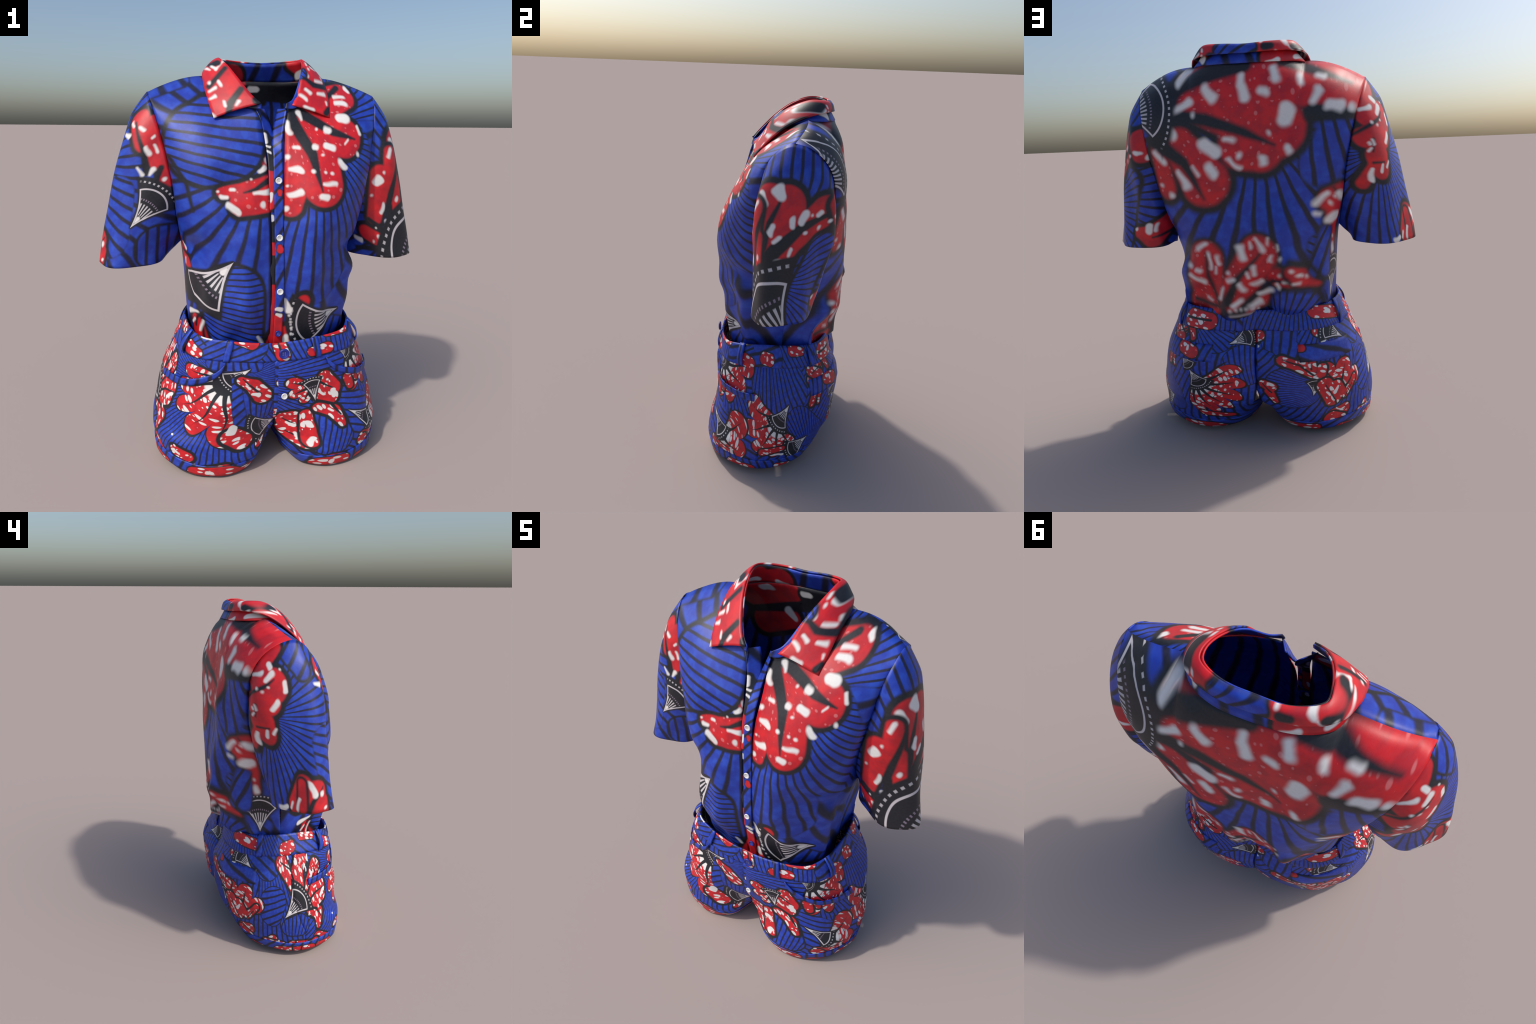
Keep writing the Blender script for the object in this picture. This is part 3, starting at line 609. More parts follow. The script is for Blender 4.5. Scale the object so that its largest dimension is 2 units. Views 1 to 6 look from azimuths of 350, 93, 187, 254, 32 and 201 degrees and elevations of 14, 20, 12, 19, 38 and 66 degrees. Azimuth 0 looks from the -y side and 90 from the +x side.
COLLAR_PRINT = [
    ("allred", (0, 1.75)),
    ("black", [(-.1812, 1.9291, .0105, -.2642, 1.8407, .0116), (-.1223, 1.8288, .0133, -.1772, 1.7659, .0164), (-.1772, 1.7659, .0164, -.1898, 1.714, .0131), (-.0631, 1.7786, .0197, -.0521, 1.7663, .0131)]),
    ("white", [(-.2625, 1.9288, .0093, -.2524, 1.9194, .0049), (-.1943, 1.9626, .0036, -.2223, 1.9203, .0063), (-.2174, 1.8556, .0095, -.2066, 1.8423, .0101), (-.2694, 1.8178, .0054, -.235, 1.8299, .0088), (-.2655, 1.8575, .0083, -.2655, 1.8575, .0083), (-.2663, 1.7854, .0054, -.2413, 1.7946, .0087), (-.2004, 1.7784, .0073, -.1956, 1.7628, .0079), (-.1518, 1.7597, .0046, -.1414, 1.7753, .0072), (-.2564, 1.7225, .0059, -.2456, 1.704, .0098)]),
    ("black", [(.1848, 1.892, .0091, .2322, 1.8577, .014), (.2322, 1.8577, .014, .3017, 1.8492, .0144), (.2748, 1.7277, .0144, .2915, 1.7447, .0138)]),
    ("white", [(.195, 1.9167, .0071, .203, 1.9033, .0085), (.2223, 1.9682, .0081, .2219, 1.9562, .0073), (.2465, 1.8824, .005, .2896, 1.869, .0079), (.187, 1.8329, .009, .2063, 1.8172, .0097), (.159, 1.8094, .0082, .1805, 1.7905, .0102), (.2477, 1.817, .0084, .2839, 1.8137, .0091), (.1697, 1.7517, .0121, .2043, 1.7429, .0149), (.2835, 1.7804, .0056, .2853, 1.7706, .0049)]),
    ("white", [(.2579, 1.9501, .0184, .2734, 1.9425, .0166), (.3011, 1.8842, .0082, .2986, 1.8946, .0074), (.2553, 1.9713, .0117, .2553, 1.9713, .0117)]),
    ("black", [(.2473, 1.9727, .0168, .2724, 1.9527, .0166), (.3034, 1.9147, .0066, .3079, 1.8673, .0115)]),
    ("fan", (.286, 1.797), 40, [(.1287, 1.9585, .0288, -.0162, 1.9579, .0253), (.1779, 1.9157, .0225, .0552, 1.9117, .0222)], .0128),
    ("black", [(-.0816, 1.9597, .0189, -.1108, 1.9613, .0157), (-.2104, 1.9587, .0159, -.2408, 1.9498, .0128)]),
    ("white", [(-.1672, 1.9857, .0127, -.1851, 1.9696, .0095), (-.0685, 1.9824, .0076, -.0685, 1.9824, .0076), (-.1368, 1.9353, .0057, -.134, 1.9293, .0057), (-.2217, 1.9291, .0096, -.2379, 1.939, .0087), (-.0618, 1.8901, .0063, -.0942, 1.8972, .0063), (.2261, 1.9321, .0079, .2261, 1.9321, .0079)]),
]
SHORTS_PRINT = [
    ("fan", (-.203, .49), 110, None, .0092),
    ("fan", (.639, 1.048), 120, [(.752, .5545, .1649, .8573, .5003, .1402)], .0038),
    ("fan", (1.068, -.014), 110, [(.9419, .3293, .0854, 1.0401, .2158, .0887)], .0053),
    ("fan", (.358, .663), 80, [(.4296, .4068, .0594, .5102, .3717, .072)], .0026),
    ("fan", (-1.092, .046), 70, [(-1.0862, .4652, .0835, -1.1271, .354, .0671)], .006),
    ("fan", (-.402, .511), 90, [(-.9019, .3645, .0898, -.9159, .2882, .0726)], .006),
    ("fan", (-1.739, 1.045), 110, [(-.9472, .5864, .1, -1.0463, .6445, .0648)], .0059),
    ("fan", (-.774, -.077), 70, [(-.7112, .2199, .0674, -.7857, .2114, .0551)], .0074),
    ("fan", (-1.177, .307), 90, [(-1.3448, .3277, .1059, -1.3235, .3021, .1008)], .0056),
    ("fan", (1.258, .026), 80, [(1.2588, .4555, .0733, 1.3559, .4727, .061)], .0045),
    ("fan", (1.471, .096), 120, [(1.4171, .4595, .0774, 1.4358, .4004, .0669)], .0044),
    ("fan", (1.065, .754), 110, [(1.2732, .5743, .0671, 1.3105, .5646, .0613)], .0045),
    ("fan", (-1.486, .053), 90, [(-1.373, .56, .0874, -1.3558, .5275, .0545)], .0044),
    ("fan", (.066, -.555), 240, [(.2139, .2433, .0772, .2176, .1624, .0852)], .0084),
    ("fan", (-.085, .089), 70, [(-.089, .3671, .0735, -.0608, .338, .0607)], .004),
    ("fan", (-.226, 1.098), 110, [(-.2502, .5883, .0387, -.0844, .5697, .0322)], .0039),
    ("blossom", (-.1949, .4841), 2.681, 4.8, 5, .184, .33, .3, .011, 0),
    ("pod", (-.1005, .5542), (-.2029, .484), 24, 1.2),
    ("fan", (.316, .806), 120, [(-.1623, .4982, .0169, -.1425, .3303, .0227), (-.1425, .3303, .0227, -.1412, .2459, .0204)], .002),
    ("red", [(-.1379, .4946, .0204, -.0891, .4679, .033), (-.0891, .4679, .033, -.0527, .4125, .0409)], .0137, None),
    ("black", [(-.1325, .5048, .0026, -.0613, .4211, .0066)]),
    ("white", [(-.0946, .4216, .0079, -.0697, .4148, .0119), (-.1163, .4696, .0039, -.1054, .4549, .0052), (-.0781, .4596, .0039, -.0781, .4596, .0039)]),
    ("blossom", (-.0333, .2199), -2.876, -1.963, 3, .101, .102, .3, .0117, 0),
    ("pod", (.0144, .2518), (-.1016, .2302), 32, 1.2),
    ("red", [(.065, .2521, .0469, .0857, .263, .0428), (.0629, .203, .0434, .1341, .145, .0357)], .0146, None),
    ("black", [(.047, .2585, .0028, .1139, .2193, .0063), (.0643, .1864, .0028, .1349, .1514, .0064)]),
    ("white", [(.0666, .2355, .0056, .0993, .2206, .0098), (.101, .1786, .0057, .1146, .16, .0085), (.0543, .2874, .0055, .0543, .2874, .0055), (.0766, .2889, .0055, .0766, .2889, .0055)]),
    ("red", [(.1409, .2882, .0233, .1508, .1476, .0286)], .0104, None),
    ("white", [(.148, .2379, .014, .1523, .2239, .014), (.1604, .1619, .0113, .1488, .1351, .0114), (.1368, .2441, .0056, .1368, .2441, .0056)]),
    ("blossom", (.1615, .4401), 2.812, 4.384, 3, .122, .088, .3, .0113, 0),
    ("red", [(.216, .4789, .0303, .2392, .4179, .0462), (.1914, .4134, .0381, .2274, .3775, .0463), (.1896, .3187, .0233, .2434, .298, .0298), (.2434, .298, .0298, .269, .2259, .0143)], .0142, None),
    ("black", [(.1909, .456, .0068, .2507, .4155, .0028), (.1825, .3565, .0082, .2427, .332, .0084), (.2427, .332, .0084, .269, .2735, .0042)]),
    ("white", [(.2503, .4015, .011, .2526, .3725, .0097), (.1916, .4061, .0055, .21, .388, .0069), (.2286, .4621, .0054, .2286, .4621, .0054), (.1896, .3223, .0069, .1998, .3104, .0056), (.2299, .3065, .0056, .238, .2955, .0056), (.2154, .4298, .0055, .2154, .4298, .0055), (.2527, .2511, .0042, .2527, .2511, .0042)]),
    ("pod", (.1767, .3576), (.155, .4695), 20, 1.15),
    ("blossom", (.3404, .5852), -1.66, .1, 4, .194, .252, .3, .0111, 0),
    ("pod", (.2959, .5947), (.3522, .5744), 40, 1.2),
    ("blossom", (.8055, .328), 2.593, 5.278, 5, .255, .182, .3, .0109, 0),
    ("pod", (.8724, .4305), (.7864, .3161), 27, 1.2),
    ("blossom", (.4159, .2004), -1.837, .712, 3, .153, .204, .3, .0114, 0),
    ("pod", (.3069, .2855), (.4221, .1976), 18, 1.2),
    ("red", [(1.0421, .5423, .0318, 1.07, .6115, .0289), (1.1154, .5865, .0219, 1.0676, .5197, .0247), (1.0676, .5197, .0247, 1.0314, .4143, .0191), (1.0606, .6605, .0216, 1.0816, .6206, .0217)], .0136, None),
    ("black", [(1.1392, .5902, .0053, 1.0619, .5323, .0045), (1.0619, .5323, .0045, 1.0428, .5025, .0019)]),
    ("white", [(1.0644, .6068, .0065, 1.0456, .5815, .0052), (1.0163, .5701, .0064, 1.0163, .5701, .0064), (1.097, .5568, .0052, 1.0833, .5437, .0052), (1.0393, .426, .0052, 1.0393, .426, .0052), (1.0511, .4571, .0039, 1.0511, .4571, .0039), (1.0263, .5286, .0052, 1.0263, .5286, .0052)]),
    ("red", [(.8419, .6494, .0184, .8708, .6519, .0213)], .0114, None),
    ("white", [(.8323, .6547, .0051, .8323, .6547, .0051), (.8941, .6429, .0063, .8941, .6429, .0063), (.8655, .6381, .0051, .8655, .6381, .0051)]),
    ("pod", (1.0145, .2024), (.8808, .1309), 30, 1.2),
    ("red", [(-.7542, .4214, .0134, -.7717, .4894, .0332), (-.7717, .4894, .0332, -.8288, .5751, .0462), (-.6933, .4249, .0369, -.7008, .5239, .0466), (-.7008, .5239, .0466, -.6546, .5884, .0534), (-.6167, .4209, .0407, -.5298, .5304, .0441), (-.5999, .3591, .041, -.5022, .4083, .0483), (-.6172, .3099, .0377, -.5463, .2586, .0384), (-.5463, .2586, .0384, -.5615, .1854, .014), (-.5645, .3381, .0413, -.5098, .3585, .0416)], .0179, (-.7299, .3007)),
    ("black", [(-.8625, .5917, .0024, -.7621, .54, .0059), (-.7621, .54, .0059, -.7122, .4165, .0084), (-.6496, .5718, .0024, -.6411, .4942, .0054), (-.6411, .4942, .0054, -.6592, .4075, .0072), (-.4937, .5459, .0024, -.5754, .4567, .0061), (-.5754, .4567, .0061, -.6334, .3905, .0085), (-.4598, .3946, .0025, -.554, .3823, .0061), (-.554, .3823, .0061, -.6307, .349, .0085), (-.5249, .2326, .0025, -.5622, .2885, .0074), (-.5622, .2885, .0074, -.6347, .3202, .0085)]),
    ("white", [(-.8448, .5913, .0041, -.8461, .5784, .0047), (-.7726, .6087, .0071, -.7702, .5954, .0071), (-.7041, .5878, .0107, -.7043, .5664, .0107), (-.6642, .5894, .0048, -.6653, .5681, .0048), (-.5906, .5968, .0072, -.5932, .5754, .0084), (-.6034, .6173, .0048, -.6034, .6173, .0048), (-.7721, .5358, .0053, -.7618, .5196, .0053), (-.7342, .4473, .0083, -.7236, .4292, .0108), (-.6771, .4391, .0072, -.6844, .4235, .0072), (-.6336, .4361, .0048, -.6422, .4211, .0048), (-.6207, .5354, .0048, -.6201, .5186, .0048), (-.5682, .497, .0085, -.5763, .4808, .0097), (-.4988, .5471, .0061, -.5134, .5326, .0049), (-.4864, .4881, .0049, -.4992, .4793, .0049), (-.4804, .3785, .0074, -.5113, .353, .0099), (-.5421, .4192, .0061, -.5603, .4124, .0055), (-.5008, .4251, .0049, -.5008, .4251, .0049), (-.604, .3366, .0073, -.6157, .3215, .0061), (-.6299, .283, .0074, -.6359, .2725, .0061), (-.5435, .2212, .005, -.5414, .2034, .0063), (-.5768, .2019, .0037, -.5768, .2019, .0037), (-.6942, .5495, .0036, -.6942, .5495, .0036), (-.5528, .5235, .0036, -.5528, .5235, .0036)]),
    ("pod", (-.8209, .2695), (-.6706, .3954), 29, 1.18),
    ("pod", (-1.0653, .5463), (-1.1654, .6139), 30, 1.2),
    ("white", [(-1.1977, .5423, .0085, -1.1838, .5529, .0096)]),
    ("red", [(-1.1991, .6423, .0202, -1.1461, .673, .0233)], .0126, None),
    ("white", [(-1.1782, .6323, .0036, -1.1782, .6323, .0036), (-1.1381, .6748, .0036, -1.1381, .6748, .0036), (-1.205, .6013, .0036, -1.205, .6013, .0036)]),
    ("blossom", (-1.1424, .2681), .348, 2.018, 3, .182, .184, .3, .0101, 0),
    ("blossom", (1.2152, .3385), -1.799, .512, 6, .181, .213, .3, .0097, 0),
    ("pod", (1.1969, .4049), (1.2433, .3194), 32, 1.2),
    ("pod", (1.1559, .479), (1.2041, .4156), 30, 1.1),
    ("red", [(1.4571, .5542, .0187, 1.4852, .5764, .0248), (-1.4959, .5542, .0187, -1.4678, .5764, .0248)], .0083, None),
    ("white", [(1.4565, .58, .0067, 1.47, .5842, .0078), (1.4574, .5494, .0056, 1.4793, .5551, .0056), (-1.4956, .5494, .0056, -1.4737, .5551, .0056), (1.4588, .5303, .0056, 1.4805, .5224, .0055), (-1.4942, .5303, .0056, -1.4725, .5224, .0055), (1.4313, .605, .0055, 1.4364, .5991, .0044)]),
    ("pod", (1.3547, .5437), (1.4465, .5817), 30, 1.2),
    ("red", [(-1.3751, .4683, .022, -1.3273, .4458, .022), (-1.3273, .4458, .022, -1.2609, .3872, .0149), (-1.2783, .4852, .0269, -1.2737, .418, .0308), (-1.2186, .4202, .0223, -1.2245, .3869, .0224)], .0115, None),
    ("black", [(-1.3747, .4734, .0022, -1.3108, .4446, .0049), (-1.3108, .4446, .0049, -1.2522, .38, .005), (-1.2824, .4855, .0016, -1.2652, .417, .0044)]),
    ("white", [(-1.3657, .481, .0044, -1.3574, .4809, .0044), (-1.3012, .4659, .0065, -1.2935, .4599, .0065), (-1.366, .4468, .0055, -1.366, .4468, .0055), (-1.3221, .4618, .0044, -1.3221, .4618, .0044), (-1.2733, .441, .0044, -1.2692, .4291, .0044), (-1.2521, .3741, .0067, -1.243, .3666, .0056), (-1.2903, .4314, .0044, -1.2903, .4314, .0044), (-1.298, .4915, .0076, -1.2878, .5259, .0076)]),
    ("pod", (-1.2557, .2721), (-1.2403, .3541), 30, 1.1),
    ("red", [(-1.203, .3223, .0378, -1.158, .2386, .0451), (-1.1467, .2959, .0384, -1.1197, .2636, .0323), (-1.087, .2403, .0196, -1.0222, .3178, .0183)], .0118, None),
    ("black", [(-1.203, .3223, .0023, -1.136, .1984, .0052), (-1.1076, .1957, .0035, -1.0425, .288, .0029)]),
    ("white", [(-1.134, .2982, .0046, -1.1529, .2736, .0126), (-1.2136, .3368, .0045, -1.2136, .3368, .0045), (-1.1921, .2777, .0045, -1.1813, .2631, .0046), (-1.024, .3003, .0035, -1.024, .3003, .0035), (-1.1566, .2255, .0046, -1.1566, .2255, .0046), (-1.1831, .2135, .0058, -1.1831, .2135, .0058), (-1.0666, .2832, .0047, -1.0666, .2832, .0047)]),
    ("red", [(-1.4527, .34, .0214, -1.4262, .3257, .0251), (-1.4315, .3003, .0189, -1.4055, .2417, .0115)], .0101, None),
    ("black", [(-1.462, .3443, .0022, -1.4227, .295, .0045)]),
    ("white", [(-1.4569, .3514, .0045, -1.4569, .3514, .0045), (-1.4347, .3367, .0045, -1.4347, .3367, .0045), (-1.4132, .3208, .0045, -1.4132, .3208, .0045), (-1.4189, .2615, .0045, -1.4189, .2615, .0045)]),
    ("red", [(1.0364, .5885, .0265, 1.1052, .5485, .0287), (1.092, .5235, .0131, 1.0791, .403, .008), (1.137, .6595, .0193, 1.1893, .5653, .014)], .0107, None),
    ("white", [(1.0873, .5888, .0047, 1.0873, .5888, .0047), (1.1303, .5433, .0058, 1.1219, .5145, .0052), (1.0856, .6668, .0046, 1.0856, .6668, .0046), (1.0414, .5386, .0048, 1.0414, .5386, .0048), (1.1774, .5844, .0034, 1.187, .5701, .0034), (1.0924, .4557, .0035, 1.0924, .4557, .0035)]),
    ("black", [(1.0424, .5671, .0018, 1.1274, .5971, .004)]),
    ("red", [(-1.1949, .6439, .0245, -1.2105, .5943, .022)], .0082, None),
    ("white", [(-1.1986, .6495, .0044, -1.1986, .6495, .0044), (-1.2192, .6006, .0044, -1.2192, .6006, .0044), (-1.1862, .5492, .0066, -1.1943, .5402, .0066)]),
    ("pod", (-1.0675, .5454), (-1.1693, .614), 28, 1.2),
    ("red", [(-1.1246, .1252, .0399, -1.0723, .1507, .0333), (-.937, .0927, .0276, -.902, .1245, .0276)], .0089, None),
    ("white", [(-1.1088, .0845, .0072, -1.1088, .0845, .0072), (-1.0799, .1057, .0048, -1.0799, .1057, .0048), (-.9353, .1058, .0074, -.9353, .1058, .0074), (-.8439, .1043, .0063, -.8447, .0998, .0063), (-1.1225, .1655, .0035, -1.0764, .1387, .0036)]),
    ("red", [(1.2065, .147, .0162, 1.3167, .1295, .0134)], .009, None),
    ("white", [(1.2449, .1358, .0084, 1.2449, .1358, .0084), (1.2726, .1273, .006, 1.2726, .1273, .006), (1.2054, .1234, .0048, 1.2054, .1234, .0048)]),
    ("red", [(.3646, .1312, .0234, .4814, .0902, .0308), (.5925, .0738, .0184, .6467, .0678, .0153), (.6988, .1585, .0224, .8371, .1734, .015)], .0105, None),
    ("white", [(.4906, .12, .0109, .4984, .099, .0096), (.4161, .1292, .0041, .4161, .1292, .0041), (.6389, .0836, .0095, .6389, .0836, .0095), (.7291, .1489, .0094, .7291, .1489, .0094), (.7838, .1336, .0067, .84, .1312, .0068), (.4544, .0663, .0056, .4544, .0663, .0056)]),
    ("red", [(-.9566, .1006, .0211, -.8371, .0807, .0282), (-.763, .0846, .031, -.6023, .0667, .0357), (-.5636, .1206, .0284, -.4817, .0718, .029), (-1.1344, .1093, .0361, -1.0757, .0911, .0287)], .0113, None),
    ("black", [(-.8094, .1551, .0031, -.7741, .0437, .0076), (-.735, .1071, .0063, -.744, .0441, .0051), (-.6835, .0549, .0051, -.6041, .0824, .0051)]),
    ("white", [(-.9567, .1104, .0088, -.9567, .1104, .0088), (-.8621, .1139, .0062, -.8634, .0857, .0063), (-.7614, .0684, .0076, -.7614, .0684, .0076), (-.6599, .0585, .0114, -.6033, .0746, .0051), (-.4902, .0608, .0052, -.4902, .0608, .0052), (-.5713, .1086, .0051, -.5713, .1086, .0051)]),
    ("red", [(-.9657, -.0741, .028, -.5799, .0864, .0249), (-.5623, .0596, .0333, -.5104, .0072, .0249), (-.3833, .1296, .0283, -.3259, .1116, .0265), (-.2584, .0384, .0236, -.1862, .062, .0188), (-.1691, .2135, .0382, -.1365, .181, .0386)], .015, None),
    ("white", [(-.412, .2011, .0055, -.412, .2011, .0055), (-.3826, .1584, .0069, -.3826, .1584, .0069), (-.3761, .125, .0084, -.3629, .1149, .007), (-.3251, .1196, .0056, -.3251, .1196, .0056), (-.2037, .0651, .0098, -.2037, .0651, .0098), (-.267, .0462, .0098, -.267, .0462, .0098), (-.169, .2567, .0149, -.1735, .2365, .0176), (-.1509, .1929, .0055, -.1509, .1929, .0055)]),
    ("pod", (-.2929, .0746), (-.3002, .08), 34, 1.1),
    ("red", [(.2164, .0603, .0162, .278, .0543, .0164), (.3589, .1101, .0282, .4077, .0414, .0256), (.3244, .4534, .0234, .3334, .4084, .0173), (.3697, .4602, .0174, .3751, .437, .0127)], .0108, None),
    ("white", [(.2217, .0588, .0072, .2217, .0588, .0072), (.2536, .0564, .0058, .2536, .0564, .0058), (.3631, .0918, .006, .3631, .0918, .006), (.3473, .1392, .0059, .3473, .1392, .0059), (.3395, .4488, .0042, .3395, .4488, .0042), (.3272, .4174, .0042, .3272, .4174, .0042)]),
]

# ------------------------------------------------------------------ materials
BLUE, BLUE2 = (.010, .038, .38), (.016, .068, .50)
INK = (.008, .009, .014)
LINE_BLUE = (.007, .007, .030)
RED, RED2 = (.66, .009, .015), (.48, .008, .018)
WHITE = (.80, .78, .76)

class Net:
    """small helper to write node trees as expressions"""
    def __init__(self, name, tree=None):
        if tree:
            self.t = tree
            return
        self.mat = bpy.data.materials.new(name)
        self.mat.use_nodes = True
        self.t = self.mat.node_tree
        self.bsdf = self.t.nodes["Principled BSDF"]
        MATS[name] = self.mat
    def _set(self, sock, v):
        if isinstance(v, bpy.types.NodeSocket):
            self.t.links.new(v, sock)
        elif isinstance(v, (tuple, list)):
            n = len(sock.default_value)
            sock.default_value = tuple(v) + (1.0,) * (n - len(v)) if n == 4 else tuple(v) + (0.0,) * (n - len(v))
        else:
            sock.default_value = v
    def m(self, op, a, b=None, c=None):
        n = self.t.nodes.new("ShaderNodeMath"); n.operation = op
        for s, v in zip(n.inputs, (a, b, c)):
            if v is not None: self._set(s, v)
        return n.outputs[0]
    def v(self, op, a, b=None, c=None, scale=None):
        n = self.t.nodes.new("ShaderNodeVectorMath"); n.operation = op
        for s, x in zip(n.inputs, (a, b, c)):
            if x is not None: self._set(s, x)
        if scale is not None: self._set(n.inputs["Scale"], scale)
        return n.outputs["Value"] if op in ("DOT_PRODUCT", "LENGTH", "DISTANCE") else n.outputs["Vector"]
    def ramp(self, x, a, b, lo=0.0, hi=1.0):
        """smooth step: lo below a, hi above b"""
        n = self.t.nodes.new("ShaderNodeMapRange"); n.interpolation_type = "SMOOTHSTEP"
        if a > b: a, b, lo, hi = b, a, hi, lo
        for s, v in zip(n.inputs, (x, a, b, lo, hi)): self._set(s, v)
        return n.outputs[0]
    def mix(self, f, a, b):
        n = self.t.nodes.new("ShaderNodeMix"); n.data_type = "RGBA"
        for i, v in ((0, f), (6, a), (7, b)): self._set(n.inputs[i], v)
        return n.outputs[2]
    def xyz(self, v):
        n = self.t.nodes.new("ShaderNodeSeparateXYZ"); self._set(n.inputs[0], v); return n.outputs
    def vec(self, x, y, z=0.0):
        n = self.t.nodes.new("ShaderNodeCombineXYZ")
        for s, v in zip(n.inputs, (x, y, z)): self._set(s, v)
        return n.outputs[0]
    def noise(self, v, scale, detail=2.0, col=False):
        n = self.t.nodes.new("ShaderNodeTexNoise"); self._set(n.inputs["Vector"], v)
        n.inputs["Scale"].default_value = scale; n.inputs["Detail"].default_value = detail
        return n.outputs["Color" if col else "Fac"]
    def voronoi(self, v, scale):
        n = self.t.nodes.new("ShaderNodeTexVoronoi"); n.voronoi_dimensions = "2D"
        self._set(n.inputs["Vector"], v); n.inputs["Scale"].default_value = scale; n.inputs["Randomness"].default_value = .8
        c = self.t.nodes.new("ShaderNodeSeparateColor"); self._set(c.inputs[0], n.outputs["Color"])
        return n.outputs["Distance"], c.outputs

    # ---- shapes: signed distances in the panel's flat coordinates
    def capsule(self, P, c):
        ax, ay, ra, bx, by, rb = c
        pa = self.v("SUBTRACT", P, (ax, ay, 0))
        L2 = (bx - ax) ** 2 + (by - ay) ** 2
        if L2 < 1e-9:
            return self.m("SUBTRACT", self.v("LENGTH", pa), max(ra, rb))
        h = self.m("MINIMUM", self.m("MAXIMUM", self.v("DOT_PRODUCT", pa, ((bx - ax) / L2, (by - ay) / L2, 0)), 0.0), 1.0)
        q = self.v("ADD", self.v("SCALE", (ax - bx, ay - by, 0), scale=h), pa)
        return self.m("SUBTRACT", self.v("LENGTH", q), self.m("MULTIPLY_ADD", h, rb - ra, ra))
    def union(self, P, cs, soft=0.0):
        d = None
        for c in cs:
            e = self.capsule(P, c)
            if d is None: d = e
            elif soft: d = self.m("SMOOTH_MIN", d, e, soft)
            else: d = self.m("MINIMUM", d, e)
        return d
    def stripes(self, P, c, N, soft):
        """blue rays fanning out from c"""
        x, y, _ = self.xyz(self.v("SUBTRACT", P, (c[0], c[1], 0)))
        a = self.m("ARCTAN2", y, x)
        w = self.m("SINE", self.m("MULTIPLY_ADD", a, float(N), self.wob))
        return self.mix(self.ramp(w, .15, .95), self.blue, LINE_BLUE)
    def polar(self, P, c, axis):
        ca, sa = math.cos(axis), math.sin(axis)
        d = self.v("SUBTRACT", P, (c[0], c[1], 0))
        u = self.v("DOT_PRODUCT", d, (ca, sa, 0)); w = self.v("DOT_PRODUCT", d, (-sa, ca, 0))
        return self.v("LENGTH", d), self.m("ARCTAN2", w, u)
    def spots(self, r, a, kr, ka):
        """wax crackle: white drops stretched along the petals, and fine flecks"""
        d, c = self.voronoi(self.vec(self.m("MULTIPLY", r, kr), self.m("MULTIPLY", a, ka)), 1.0)
        rnd = c[0]
        return self.ramp(self.m("SUBTRACT", d, self.m("MULTIPLY_ADD", rnd, .52, -.03)), .05, -.05)

